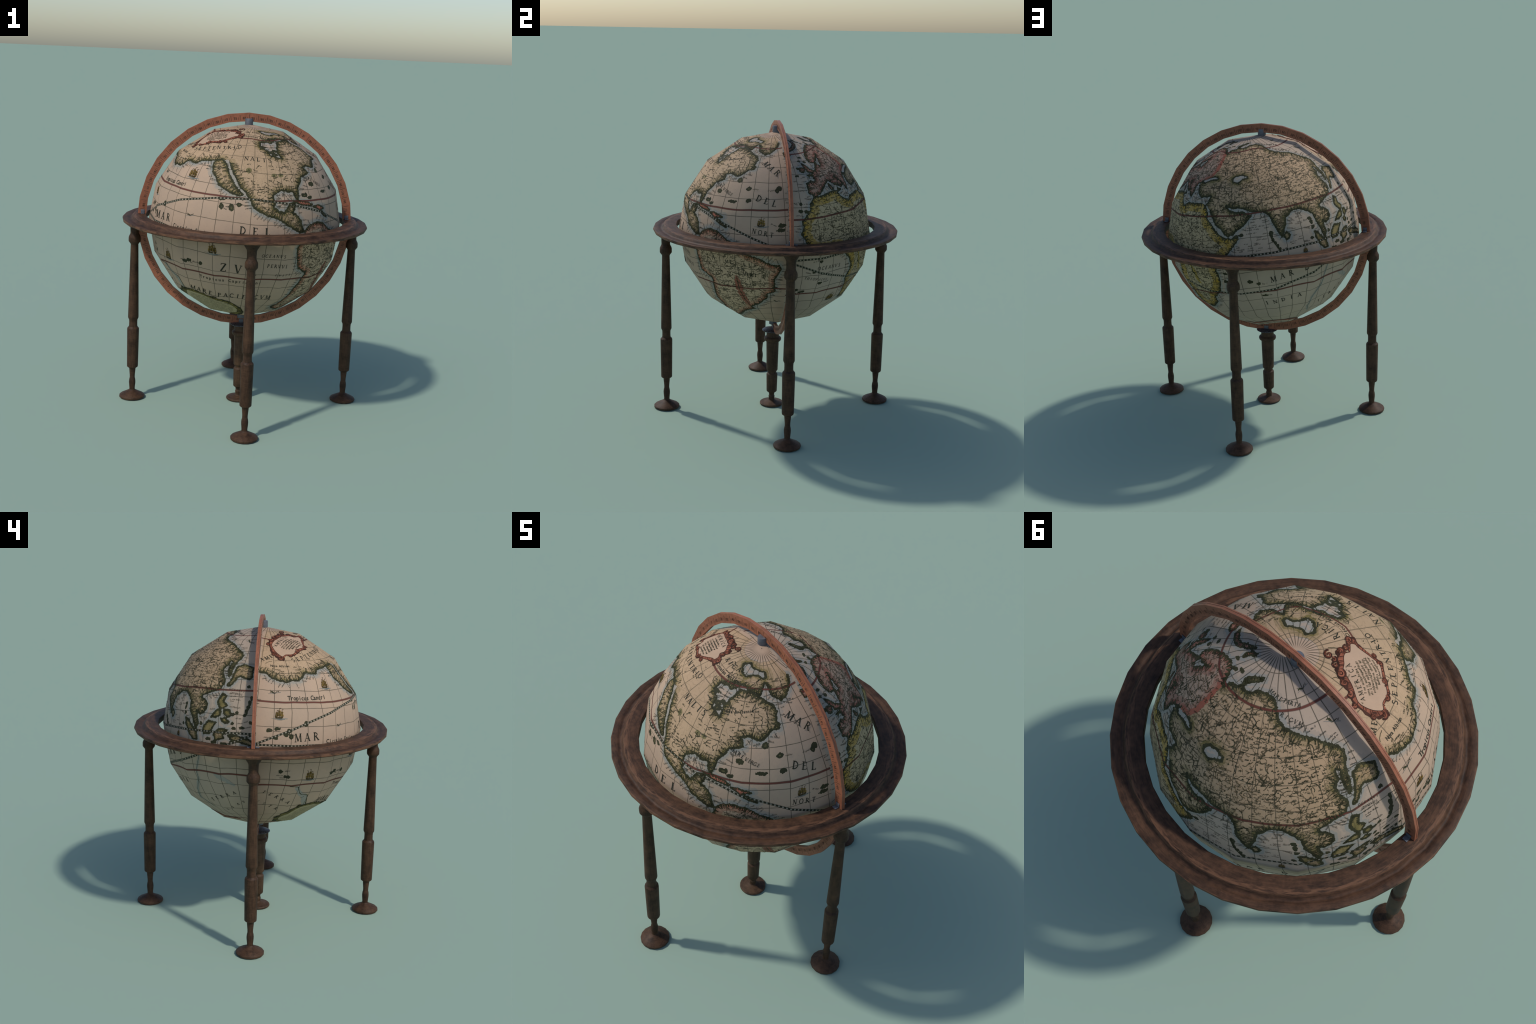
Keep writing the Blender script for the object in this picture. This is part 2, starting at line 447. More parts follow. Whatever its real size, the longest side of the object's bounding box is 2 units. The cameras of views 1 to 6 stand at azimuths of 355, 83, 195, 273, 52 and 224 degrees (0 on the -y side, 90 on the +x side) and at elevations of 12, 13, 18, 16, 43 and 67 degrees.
def map_fields(half, dirs):
    """signed shore distance in degrees (land positive) and land kind for unit world directions"""
    q = dirs @ TURN[half]
    lat = np.degrees(np.arcsin(np.clip(q[:, 2], -1, 1)))
    lon = np.degrees(np.arctan2(q[:, 1], q[:, 0]))
    lon = np.where(lon < -90, lon + 360, lon) if half == "east" else np.where(lon > 90, lon - 360, lon)
    kind = np.full(len(lat), -1)
    dist = np.full(len(lat), 99.0)
    edge = np.full(len(lat), 99.0)
    for L in LANDS:
        if L["half"] != half:
            continue
        ins = inside(land_polygon(L), lat, lon)
        kind[ins] = -1 if L.get("lake") else TINTS.index(L["tint"])
        for run in shore_runs(L):
            dist = np.minimum(dist, line_distance(run, lat, lon))
        if "border" in L:
            e = line_distance(L["border"], lat, lon)
            edge = np.minimum(edge, np.where(ins, e, 99))
    sd = np.where(kind >= 0, 1, -1) * dist
    tint_d = np.where(kind >= 0, np.minimum(dist, edge + 0.6), dist)
    tint_d = np.where(kind == TINTS.index("yellow"), tint_d * .72, tint_d)      # broad wash
    cl = np.cos(np.radians(lat))
    ws = sd.copy()
    for la, lo, w, h in ISLETS[half]:
        w, h = w * .60, h * .60
        near = np.nonzero((abs(lat - la) < 6) & (abs(lon - lo) * cl < 9))[0]
        r = np.hypot((lon[near] - lo) * cl[near] / w, (lat[near] - la) / h)
        d = (1 - r) * min(w, h)
        up = near[d > np.where(kind[near] >= 0, 0.0, sd[near])]
        dd = d[d > np.where(kind[near] >= 0, 0.0, sd[near])]
        sd[up] = dd
        tint_d[up] = abs(dd)
        kind[up[dd > 0]] = TINTS.index("islet")
    wob = np.array([mnoise.noise(Vector(v) * 34.0) * 0.42 + mnoise.noise(Vector(v) * 90.0) * 0.50 for v in dirs])
    return sd + wob, np.where(sd > 0, tint_d, -tint_d) + wob, kind, ws + wob * 1.6


def split_at(V, F, fields, f, level):
    """cut triangles along field f == level; V unit directions, fields dict of per-vertex arrays"""
    s = fields[f] - level
    s = np.where(abs(s) < 1e-4, 1e-4, s)
    sg = s > 0
    tri = sg[F]
    crossing = tri.any(1) & ~tri.all(1)
    keep = F[~crossing]
    C = F[crossing]
    if len(C) == 0:
        return V, F, fields
    t = sg[C]
    lone = np.where(t.sum(1) == 1, t.argmax(1), (~t).argmax(1))
    r = np.arange(len(C))
    a, b, c = C[r, lone], C[r, (lone + 1) % 3], C[r, (lone + 2) % 3]

    def cut(p, q):
        lo, hi = np.minimum(p, q), np.maximum(p, q)
        return lo, hi
    ed = np.concatenate([np.stack(cut(a, b), 1), np.stack(cut(a, c), 1)])
    uniq, inv = np.unique(ed, axis=0, return_inverse=True)
    inv = inv.reshape(-1)
    w = s[uniq[:, 0]] / (s[uniq[:, 0]] - s[uniq[:, 1]])
    base = len(V)
    V = np.concatenate([V, V[uniq[:, 0]] * (1 - w)[:, None] + V[uniq[:, 1]] * w[:, None]])
    fields = {k: np.concatenate([x, x[uniq[:, 0]] * (1 - w) + x[uniq[:, 1]] * w]) for k, x in fields.items()}
    ab, ac = base + inv[:len(C)], base + inv[len(C):]
    new = np.concatenate([np.stack([a, ab, ac], 1), np.stack([ab, b, c], 1), np.stack([ab, c, ac], 1)])
    return V, np.concatenate([keep, new]), fields


# ------------------------------------------------------------------ map materials
INK = (0.030, 0.030, 0.018)


def map_group():
    """Node group: print latitude/longitude from object coordinates plus the ruled lines of the print."""
    g = bpy.data.node_groups.new("printed_lines", "ShaderNodeTree")
    g.interface.new_socket("Paper", in_out="INPUT", socket_type="NodeSocketColor")
    g.interface.new_socket("Rule", in_out="INPUT", socket_type="NodeSocketFloat")
    g.interface.new_socket("Color", in_out="OUTPUT", socket_type="NodeSocketColor")
    g.interface.new_socket("Flat", in_out="OUTPUT", socket_type="NodeSocketVector")
    N = Nodes(g)
    gi, go = N.new("NodeGroupInput"), N.new("NodeGroupOutput")
    obj = N.new("ShaderNodeTexCoord").outputs["Object"]
    nrm = N.new("ShaderNodeVectorMath", operation="NORMALIZE")
    N.put(nrm.inputs[0], obj)
    turned = []
    for half in ("west", "east"):
        v = Vector([math.radians(a) for a in PRINT_TURN[half]])
        rot = N.new("ShaderNodeVectorRotate", rotation_type="AXIS_ANGLE")
        N.put(rot.inputs["Vector"], nrm.outputs[0])
        rot.inputs["Axis"].default_value = v.normalized()
        rot.inputs["Angle"].default_value = -v.length
        turned.append(rot.outputs[0])
    sp = N.new("ShaderNodeSeparateXYZ")
    N.put(sp.inputs[0], obj)
    pick = N.new("ShaderNodeMix", data_type="VECTOR")
    N.put(pick.inputs[0], N.math("GREATER_THAN", sp.outputs[1], 0.0))
    N.put(pick.inputs[4], turned[0])
    N.put(pick.inputs[5], turned[1])
    # slight waver, as the paper gores stretch
    s2 = N.new("ShaderNodeSeparateXYZ")
    N.put(s2.inputs[0], pick.outputs[1])
    x, y, z = s2.outputs
    deg = 180 / math.pi
    lat0 = N.math("MULTIPLY", N.math("ARCSINE", z), deg)
    lon0 = N.math("MULTIPLY", N.math("ARCTAN2", y, x), deg)
    wav = N.math("MULTIPLY_ADD", N.noise(obj, 5.0, 1, 0.4), 1.6, -0.8)
    lat = N.math("ADD", lat0, wav)
    lon = N.math("ADD", lon0, N.math("MULTIPLY", wav, 0.5))
    cosl = N.math("COSINE", N.math("MULTIPLY", lat0, 1 / deg))
    fade = N.math("MULTIPLY_ADD", N.noise(obj, 22.0, 2, 0.5), 0.7, 0.45, clamp=True)

    def every(val, step):
        r = N.math("SUBTRACT", N.math("FRACT", N.math("ADD", N.math("DIVIDE", val, step), 0.5)), 0.5)
        return N.math("MULTIPLY", N.math("ABSOLUTE", r), step)

    def line(dist, w0, w1):
        return N.math("SUBTRACT", 1.0, N.step(dist, w0, w1))
    alat = N.math("ABSOLUTE", lat)
    par = N.math("MULTIPLY", line(every(lat, 10.0), 0.10, 0.26), N.math("GREATER_THAN", alat, 4.0))
    mer = line(N.math("MULTIPLY", every(lon, 10.0), cosl), 0.10, 0.26)
    mer = N.math("MULTIPLY", mer, N.math("SUBTRACT", 1.0, N.step(alat, 84.5, 88.5)))
    grid = N.math("MULTIPLY", N.math("MAXIMUM", par, mer), fade)
    grid = N.math("MULTIPLY", grid, gi.outputs["Rule"])
    col = N.mix(N.math("MULTIPLY", grid, 0.92), gi.outputs["Paper"], INK)
    # red circles: tropics and polar circles
    d = N.math("MINIMUM", N.math("ABSOLUTE", N.math("SUBTRACT", alat, 23.5)), N.math("ABSOLUTE", N.math("SUBTRACT", alat, 66.5)))
    col = N.mix(N.math("MULTIPLY", line(d, 0.50, 0.66), 0.75), col, (0.060, 0.028, 0.020))
    col = N.mix(N.math("MULTIPLY", line(d, 0.28, 0.42), 0.85), col, (0.125, 0.034, 0.024))
    # equator and ecliptic: dashed ladders
    ecl = N.math("ADD", N.math("MULTIPLY", y, math.sin(math.radians(23.5))), N.math("MULTIPLY", z, math.cos(math.radians(23.5))))
    ecl = N.math("MULTIPLY", N.math("ABSOLUTE", N.math("ARCSINE", ecl)), deg)
    ey = N.math("SUBTRACT", N.math("MULTIPLY", y, math.cos(math.radians(23.5))), N.math("MULTIPLY", z, math.sin(math.radians(23.5))))
    eang = N.math("MULTIPLY", N.math("ARCTAN2", ey, x), deg)
    for dist, ang in ((ecl, eang), (N.math("ABSOLUTE", lat0), lon0)):
        dash = N.math("GREATER_THAN", N.math("FRACT", N.math("DIVIDE", ang, 2.0)), 0.42)
        col = N.mix(line(dist, 0.52, 0.66), col, INK)
        white = N.math("MULTIPLY", line(dist, 0.30, 0.42), N.math("SUBTRACT", 1.0, dash))
        col = N.mix(N.math("MULTIPLY", white, 0.9), col, (0.33, 0.29, 0.22))
    N.put(go.inputs["Color"], col)
    flat = N.combine(N.math("MULTIPLY", lon0, cosl), lat0, 0.0)
    N.put(go.inputs["Flat"], flat)
    return g


PRINT = map_group()


def paper_material(name, base, other, tint=None, tint_amount=0.0, ink=0.0, ink_stretch=(1, 1, 1), ink_scale=1.6,
                   rivers=0.0, rule=1.0, stroke_col=INK, bump=0.35):
    m, N, b = new_material(name)
    obj = N.new("ShaderNodeTexCoord").outputs["Object"]
    g = N.new("ShaderNodeGroup")
    g.node_tree = PRINT
    flat = g.outputs["Flat"]
    mott = N.noise(obj, 5.0, 4, 0.6)
    spk = N.noise(obj, 130.0, 2, 0.6)
    col = N.mix(N.step(mott, 0.34, 0.66), base, other)
    col = N.mix(N.math("MULTIPLY", N.step(spk, 0.58, 0.75), 0.22), col, tuple(c * 0.55 for c in base))
    if tint:
        tn = N.step(N.noise(obj, 26.0, 3, 0.6), 0.30, 0.70)
        fac = N.math("MULTIPLY", N.math("MULTIPLY_ADD", tn, 0.5, 0.55, clamp=True), tint_amount)
        col = N.mix(fac, col, tint)
    if rivers:
        n1 = N.noise(obj, 16.0, 2, 0.5, 0.6)
        r1 = N.math("SUBTRACT", 1.0, N.step(N.math("ABSOLUTE", N.math("SUBTRACT", n1, 0.5)), 0.004, 0.013))
        shake = N.new("ShaderNodeVectorMath", operation="MULTIPLY_ADD")
        nn = N.new("ShaderNodeTexNoise")
        N.put(nn.inputs["Vector"], obj)
        nn.inputs["Scale"].default_value = 30.0
        nn.inputs["Detail"].default_value = 3.0
        N.put(shake.inputs[0], nn.outputs["Color"])
        shake.inputs[1].default_value = (0.045, 0.045, 0.045)
        N.put(shake.inputs[2], obj)
        vo = N.new("ShaderNodeTexVoronoi", feature="DISTANCE_TO_EDGE")
        N.put(vo.inputs["Vector"], shake.outputs[0])
        vo.inputs["Scale"].default_value = 16.0
        r2 = N.math("SUBTRACT", 1.0, N.step(vo.outputs["Distance"], 0.016, 0.042))
        brk = N.step(N.noise(obj, 12.0, 2, 0.5), 0.40, 0.52)
        r2 = N.math("MULTIPLY", r2, brk)
        col = N.mix(N.math("MULTIPLY", N.math("MAXIMUM", r1, r2), rivers), col, stroke_col)
    if ink:
        warp = N.new("ShaderNodeMapping")
        N.put(warp.inputs["Vector"], flat)
        warp.inputs["Scale"].default_value = ink_stretch
        st = N.noise(warp.outputs[0], ink_scale, 2, 0.55, 0.7)
        fac = N.math("MULTIPLY", N.step(st, 0.50, 0.60), ink)
        col = N.mix(fac, col, stroke_col)
    N.put(g.inputs["Paper"], col)
    g.inputs["Rule"].default_value = rule
    N.put(b.inputs["Base Color"], g.outputs["Color"])
    b.inputs["Roughness"].default_value = 0.68
    b.inputs["Specular IOR Level"].default_value = 0.14
    bp = N.new("ShaderNodeBump")
    bp.inputs["Strength"].default_value = bump
    bp.inputs["Distance"].default_value = 0.003
    N.put(bp.inputs["Height"], N.noise(obj, 55.0, 4, 0.65))
    N.put(b.inputs["Normal"], bp.outputs[0])
    return m


PAPER, PAPER_B = (0.405, 0.292, 0.210), (0.450, 0.318, 0.222)
M = {
    "sea": paper_material("sea_paper", PAPER, PAPER_B),
    "sea_east": paper_material("sea_paper_east", (0.385, 0.300, 0.228), (0.425, 0.325, 0.240)),
    "haze": paper_material("sea_wash", (0.372, 0.285, 0.212), (0.345, 0.282, 0.220)),
    "wash": paper_material("shore_wash", (0.300, 0.265, 0.215), (0.265, 0.255, 0.222), ink=0.40, ink_stretch=(0.8, 2.6, 1), ink_scale=1.0),
    "shore": paper_material("shore_ink", (0.030, 0.030, 0.015), (0.048, 0.046, 0.022), rule=0.0, ink=0.5, ink_scale=2.2),
}
LAND_PAPER, LAND_PAPER_B = (0.440, 0.302, 0.190), (0.485, 0.332, 0.208)
BAND = {  # tint near the shore, interior paper pair, river strength, ink near the shore
    "green": ((0.150, 0.118, 0.036), LAND_PAPER, LAND_PAPER_B, 0.20, 0.92),
    "asia": ((0.140, 0.112, 0.040), (0.430, 0.288, 0.172), (0.470, 0.318, 0.192), 0.85, 0.75),
    "red": ((0.400, 0.130, 0.072), (0.445, 0.315, 0.205), (0.485, 0.345, 0.220), 0.80, 0.40),
    "rose": ((0.430, 0.135, 0.085), (0.430, 0.160, 0.100), (0.460, 0.190, 0.120), 0.2, 0.55),
    "rose_europe": ((0.270, 0.092, 0.060), (0.385, 0.262, 0.182), (0.415, 0.285, 0.198), 0.95, 0.75),
    "yellow": ((0.360, 0.212, 0.020), (0.385, 0.295, 0.175), (0.425, 0.320, 0.188), 0.85, 0.62),
    "yellow_island": ((0.150, 0.122, 0.042), (0.290, 0.215, 0.095), (0.320, 0.235, 0.105), 0.5, 0.75),
    "islet": ((0.070, 0.064, 0.028), (0.150, 0.125, 0.055), (0.200, 0.165, 0.075), 0.0, 0.5),
}
for key, (tint, p0, p1, riv, shade) in BAND.items():
    M[key + "_near"] = paper_material(key + "_shore_tint", p0, p1, tint, 0.95, ink=shade, ink_scale=1.6, rule=0.4,
                                      ink_stretch=(1.7, 1.0, 1), stroke_col=(0.032, 0.030, 0.013))
    M[key + "_mid"] = paper_material(key + "_mid_tint", p0, p1, tint, 0.80 if key == "yellow" else 0.52, ink=shade * .5, ink_scale=1.4,
                                     rule=0.5, ink_stretch=(1.8, 0.9, 1), rivers=riv * 0.7, stroke_col=(0.042, 0.038, 0.018))
    M[key + "_far"] = paper_material(key + "_interior", p0, p1, tint, 0.16 if key in ("asia", "green") else 0.03, ink=0.20 if riv > 0.5 else 0.0,
                                     ink_stretch=(0.9, 2.0, 1), ink_scale=1.1, rivers=riv, rule=0.9,
                                     stroke_col=(0.036, 0.032, 0.016))

# ------------------------------------------------------------------ assemble: root
root = bpy.data.objects.new("antique_globe", None)
link(root)
root["label"] = "antique world globe in a four-legged wooden stand"
root["category"] = "globe"


# ------------------------------------------------------------------ ball with map pieces
def ball_piece(name, dirs, faces, mat, parent, slots=None):
    used = np.unique(faces)
    remap = np.full(len(dirs), -1)
    remap[used] = np.arange(len(used))
    d = dirs[used] / np.linalg.norm(dirs[used], axis=1, keepdims=True)
    P = on_ball(d)
    me = bpy.data.meshes.new(name)
    F = remap[faces]
    me.vertices.add(len(P))
    me.vertices.foreach_set("co", P.ravel())
    me.loops.add(F.size)
    me.loops.foreach_set("vertex_index", F.ravel())
    me.polygons.add(len(F))
    me.polygons.foreach_set("loop_start", np.arange(0, F.size, 3))
    me.polygons.foreach_set("loop_total", np.full(len(F), 3))
    for m in (mat if isinstance(mat, list) else [mat]):
        me.materials.append(m)
    if slots is not None:
        me.polygons.foreach_set("material_index", slots.astype(np.int32))
    me.update()
    me.validate()
    me.polygons.foreach_set("use_smooth", np.ones(len(me.polygons), bool))
    me.normals_split_custom_set_from_vertices([tuple(v) for v in d])
    ob = bpy.data.objects.new(name, me)
    ob.location = (0, 0, 0)
    return link(ob, parent)


# solid core of the ball, just under the printed paper
cv, cf = lathe([(BALL_R * .955 * math.cos(math.radians(a)) + 1e-4, BALL_R * .955 * math.sin(math.radians(a))) for a in range(-90, 91, 10)], 32)
globe = mesh_object("globe", cv, cf, plain_material("pasteboard", (0.30, 0.24, 0.17)), root, loc=C3, smooth=40)

STEP = 22.5 / 48
for half in ("west", "east"):
    lons = np.arange(0, 180 + STEP / 2, STEP) + (180 if half == "west" else 0)
    lats = np.arange(-90, 90 + STEP / 2, STEP)
    LA, LO = np.meshgrid(lats, lons, indexing="ij")
    dirs = direction(LA.ravel(), LO.ravel())
    nl = len(lons)
    ii, jj = np.meshgrid(np.arange(len(lats) - 1), np.arange(nl - 1), indexing="ij")
    a = (ii * nl + jj).ravel()
    F1 = np.stack([a, a + 1, a + nl + 1], 1)
    F2 = np.stack([a, a + nl + 1, a + nl], 1)
    F1 = F1[(ii.ravel() > 0)]
    F2 = F2[(ii.ravel() < len(lats) - 2)]
    F = np.concatenate([F1, F2])
    sd, td, kind, ws = map_fields(half, dirs)
    # keep ball positions linear inside facets when cutting: work on ball points
    V = on_ball(dirs)
    fields = {"sd": sd, "td": td, "ws": ws}
    for lv in (-3.0, -1.7):
        V, F, fields = split_at(V, F, fields, "ws", lv)
    for lv in (-0.50, 0.15, 0.60):
        V, F, fields = split_at(V, F, fields, "sd", lv)
    for lv in (1.6, 3.4):
        V, F, fields = split_at(V, F, fields, "td", lv)
    cen = V[F].mean(1)
    cen /= np.linalg.norm(cen, axis=1, keepdims=True)
    fsd, ftd, fws = (fields[k][F].mean(1) for k in ("sd", "td", "ws"))
    # land kind at each piece
    q = cen @ TURN[half]
    clat = np.degrees(np.arcsin(np.clip(q[:, 2], -1, 1)))
    clon = np.degrees(np.arctan2(q[:, 1], q[:, 0]))
    clon = np.where(clon < -90, clon + 360, clon) if half == "east" else np.where(clon > 90, clon - 360, clon)
    near_v = F[np.arange(len(F)), np.argmax(fields["sd"][F], 1)]
    k_all = np.concatenate([kind, np.full(len(V) - len(kind), -9)])
    best = np.max(np.where(F < len(kind), kind[np.minimum(F, len(kind) - 1)], -1), 1)
    ckind = np.full(len(F), -1)
    for L in LANDS:
        if L["half"] == half and not L.get("lake"):
            ins = inside(land_polygon(L), clat, clon)
            ckind[ins] = TINTS.index(L["tint"])
    for la, lo, w, h in ISLETS[half]:
        r = np.hypot((clon - lo) * np.cos(np.radians(clat)) / (w + .3), (clat - la) / (h + .3))
        ckind[r < 1.0] = TINTS.index("islet")
    ckind = np.where(ckind < 0, np.where(best >= 0, best, TINTS.index("asia" if half == "east" else "green")), ckind)
    sea = fsd < -0.50
    slot = np.where(fws < -3.0, 0, np.where(fws < -1.7, 1, 2))
    ball_piece("ocean", V, F[sea], [M["sea" if half == "west" else "sea_east"], M["haze"], M["wash"]], globe, slot[sea])
    thin = np.isin(ckind, [TINTS.index(t) for t in ("red", "rose", "rose_europe", "yellow")])
    top = np.where(thin, 0.15, 0.60)
    ink = (fsd >= -0.50) & (fsd < top)
    ball_piece("coastline", V, F[ink], M["shore"], globe)
    for k, tint in enumerate(TINTS):
        sel = (fsd >= top) & (ckind == k)
        if sel.sum():
            sl = np.where(ftd < 1.6, 0, np.where(ftd < 3.4, 1, 2))
            ball_piece("island" if tint in ("rose", "islet", "yellow_island") else "continent", V, F[sel],
                       [M[tint + "_near"], M[tint + "_mid"], M[tint + "_far"]], globe, sl[sel])
    print(half, len(V), len(F))


# ------------------------------------------------------------------ printed marks laid on the ball
LIFT = 0.0014


class Sheet:
    """Collects small flat printed shapes given in degrees around an anchor, then lays them on the ball."""

    def __init__(self):
        self.d, self.f = [], []

    def poly(self, dirs):
        n = len(self.d)
        self.d.extend(dirs)
        self.f.append(tuple(range(n, n + len(dirs))))

    def quad_strip(self, left, right):
        n = len(self.d)
        for l, r in zip(left, right):
            self.d.extend((l, r))
        for i in range(len(left) - 1):
            k = n + 2 * i
            self.f.append((k, k + 1, k + 3, k + 2))

    def build(self, name, mat, parent, stuff=False, lift=LIFT):
        if not self.f:
            return None
        P = on_ball(np.array(self.d), lift)
        d = P / np.linalg.norm(P, axis=1, keepdims=True)
        ob = mesh_object(name, P, self.f, mat, parent)
        me = ob.data
        # face outwards
        bm = bmesh.new()
        bm.from_mesh(me)
        for f in bm.faces:
            if f.normal.dot(f.calc_center_median()) < 0:
                f.normal_flip()
            f.smooth = True
        bm.to_mesh(me)
        bm.free()
        me.normals_split_custom_set_from_vertices([tuple(v) for v in d])
        if stuff:
            ob["kind"] = "stuff"
        return ob


class Frame:
    """Tangent frame at a print position; x runs along the writing, y up, both in degrees."""

    def __init__(self, half, lat, lon, turn=0.0):
        self.o = place(half, lat, lon)
        up = TURN[half] @ np.array([0, 0, 1.0])
        e = np.cross(up, self.o)
        e /= np.linalg.norm(e)
        n = np.cross(self.o, e)
        c, s = math.cos(math.radians(turn)), math.sin(math.radians(turn))
        self.x, self.y = c * e + s * n, -s * e + c * n

    @classmethod
    def along(cls, o, tangent):
        f = cls.__new__(cls)
        f.o = o
        t = tangent - o * (o @ tangent)
        f.x = t / np.linalg.norm(t)
        f.y = np.cross(o, f.x)
        return f

    def at(self, x, y):
        k = math.pi / 180
        v = self.o + self.x * (x * k) + self.y * (y * k)
        return v / np.linalg.norm(v)


def stroke(sheet, frame, pts, widths, step=0.45):
    """pen stroke through 2D points (degrees) with a width per point"""
    P, W = [], []
    for i in range(len(pts) - 1):
        (x0, y0), (x1, y1) = pts[i], pts[i + 1]
        n = max(1, int(math.hypot(x1 - x0, y1 - y0) / step))
        for k in range(n):
            t = k / n
            P.append((x0 + (x1 - x0) * t, y0 + (y1 - y0) * t))
            W.append(widths[i] + (widths[i + 1] - widths[i]) * t)
    P.append(pts[-1])
    W.append(widths[-1])
    L, R = [], []
    for i, (x, y) in enumerate(P):
        a, b = P[max(0, i - 1)], P[min(len(P) - 1, i + 1)]
        dx, dy = b[0] - a[0], b[1] - a[1]
        m = math.hypot(dx, dy) or 1
        nx, ny = -dy / m * W[i] / 2, dx / m * W[i] / 2
        L.append(frame.at(x + nx, y + ny))
        R.append(frame.at(x - nx, y - ny))
    sheet.quad_strip(L, R)


def arc(cx, cy, rx, ry, a0, a1, n=9):
    return [(cx + rx * math.cos(math.radians(a0 + (a1 - a0) * i / n)),
             cy + ry * math.sin(math.radians(a0 + (a1 - a0) * i / n))) for i in range(n + 1)]


THICK, THIN = 0.17, 0.075
# Roman capitals: strokes (points in unit em height, weight) and feet (serif positions)
ROMAN = {
    "A": (.76, [([(.06, 0), (.38, 1)], THIN), ([(.36, 1), (.70, 0)], THICK), ([(.18, .34), (.56, .34)], THIN)], [(.06, 0), (.70, 0)]),
    "B": (.68, [([(.14, 0), (.14, 1)], THICK), (arc(.14, .76, .36, .24, 90, -90), THIN * 1.5), (arc(.14, .26, .42, .26, 90, -90), THIN * 1.6)], [(.14, 0), (.14, 1)]),
    "C": (.74, [(arc(.42, .5, .36, .5, 40, 320, 14), THICK * .8)], []),
    "D": (.80, [([(.14, 0), (.14, 1)], THICK), (arc(.16, .5, .54, .49, 90, -90, 12), THICK * .8)], [(.12, 0), (.12, 1)]),
    "E": (.66, [([(.14, 0), (.14, 1)], THICK), ([(.14, .97), (.56, .97), (.57, .80)], THIN), ([(.14, .52), (.46, .52)], THIN), ([(.14, .03), (.58, .03), (.60, .22)], THIN)], [(.10, 0), (.10, 1)]),
    "F": (.62, [([(.14, 0), (.14, 1)], THICK), ([(.14, .97), (.56, .97), (.57, .80)], THIN), ([(.14, .52), (.46, .52)], THIN)], [(.14, 0), (.10, 1)]),
    "G": (.80, [(arc(.42, .5, .36, .5, 40, 330, 14), THICK * .8), ([(.70, 0.05), (.70, .42)], THICK * .8)], [(.68, .42)]),
    "H": (.84, [([(.14, 0), (.14, 1)], THICK), ([(.70, 0), (.70, 1)], THICK), ([(.14, .52), (.70, .52)], THIN)], [(.14, 0), (.14, 1), (.70, 0), (.70, 1)]),
    "I": (.40, [([(.20, 0), (.20, 1)], THICK)], [(.20, 0), (.20, 1)]),
    "L": (.62, [([(.14, 0), (.14, 1)], THICK), ([(.14, .03), (.56, .03), (.58, .24)], THIN)], [(.12, 0), (.14, 1)]),
    "M": (.98, [([(.10, 0), (.16, 1)], THIN), ([(.16, 1), (.48, .05)], THICK), ([(.48, .05), (.82, 1)], THIN), ([(.82, 1), (.88, 0)], THICK)], [(.10, 0), (.14, 1), (.88, 0), (.84, 1)]),
    "N": (.86, [([(.14, 0), (.14, 1)], THIN), ([(.14, 1), (.72, 0)], THICK), ([(.72, 0), (.72, 1)], THIN)], [(.14, 0), (.10, 1), (.72, 1)]),
    "O": (.84, [(arc(.42, .5, .36, .5, 0, 360, 18), THICK * .8)], []),
    "P": (.66, [([(.14, 0), (.14, 1)], THICK), (arc(.14, .72, .42, .26, 90, -90), THIN * 1.5)], [(.14, 0), (.12, 1)]),
    "R": (.78, [([(.14, 0), (.14, 1)], THICK), (arc(.14, .74, .40, .24, 90, -90), THIN * 1.5), ([(.34, .50), (.72, 0)], THICK)], [(.14, 0), (.12, 1), (.72, 0)]),
    "S": (.60, [(arc(.30, .75, .22, .24, 40, 200, 7) + arc(.30, .26, .25, .26, 70, -150, 9), THICK * .75)], []),
    "T": (.72, [([(.36, 0), (.36, 1)], THICK), ([(.06, .80), (.06, .97), (.66, .97), (.66, .80)], THIN)], [(.36, 0)]),
    "V": (.78, [([(.08, 1), (.40, 0)], THICK), ([(.40, 0), (.70, 1)], THIN)], [(.08, 1), (.70, 1)]),
    "X": (.76, [([(.10, 1), (.66, 0)], THICK), ([(.10, 0), (.66, 1)], THIN)], [(.10, 1), (.66, 0), (.10, 0), (.66, 1)]),
    "Z": (.70, [([(.08, .80), (.08, .97), (.60, .97)], THIN), ([(.60, .97), (.08, .03)], THICK), ([(.08, .03), (.62, .03), (.62, .22)], THIN)], []),
}


def capital(sheet, frame, ch, h, slant=0.0):
    """one serif capital centred on the frame"""
    wide, strokes, feet = ROMAN[ch]
    tr = lambda p: ((p[0] - wide / 2 + slant * (p[1] - .5)) * h, (p[1] - .5) * h)
    for pts, w in strokes:
        stroke(sheet, frame, [tr(p) for p in pts], [w * h] * len(pts))
    for fx, fy in feet:
        stroke(sheet, frame, [tr((fx - .13, fy)), tr((fx + .13, fy))], [THIN * h] * 2)


def word_positions(half, a, b, n):
    p, q = place(half, *a), place(half, *b)
    ang = math.acos(max(-1, min(1, float(p @ q))))
    for i in range(n):
        t = i / (n - 1) if n > 1 else 0.0
        o = (math.sin((1 - t) * ang) * p + math.sin(t * ang) * q) / math.sin(ang)
        o2 = (math.sin((1 - t - .01) * ang) * p + math.sin((t + .01) * ang) * q) / math.sin(ang)
        yield Frame.along(o / np.linalg.norm(o), o2 - o)


def parallel_positions(half, a, b, n):
    """letters follow the parallels between two print positions"""
    for i in range(n):
        t = i / (n - 1) if n > 1 else 0.0
        la, lo = a[0] + (b[0] - a[0]) * t, a[1] + (b[1] - a[1]) * t
        o = place(half, la, lo)
        o2 = place(half, la + (b[0] - a[0]) * .01, lo + (b[1] - a[1]) * .01)
        yield Frame.along(o, o2 - o)


INK_MAT = plain_material("printing_ink", (0.034, 0.033, 0.022), 0.7, 0.0, 0.3)
INK_SOFT = plain_material("faded_ink", (0.085, 0.075, 0.052), 0.7, 0.0, 0.35)
INK_GREEN = plain_material("green_ink", (0.045, 0.043, 0.020), 0.7, 0.0, 0.4)

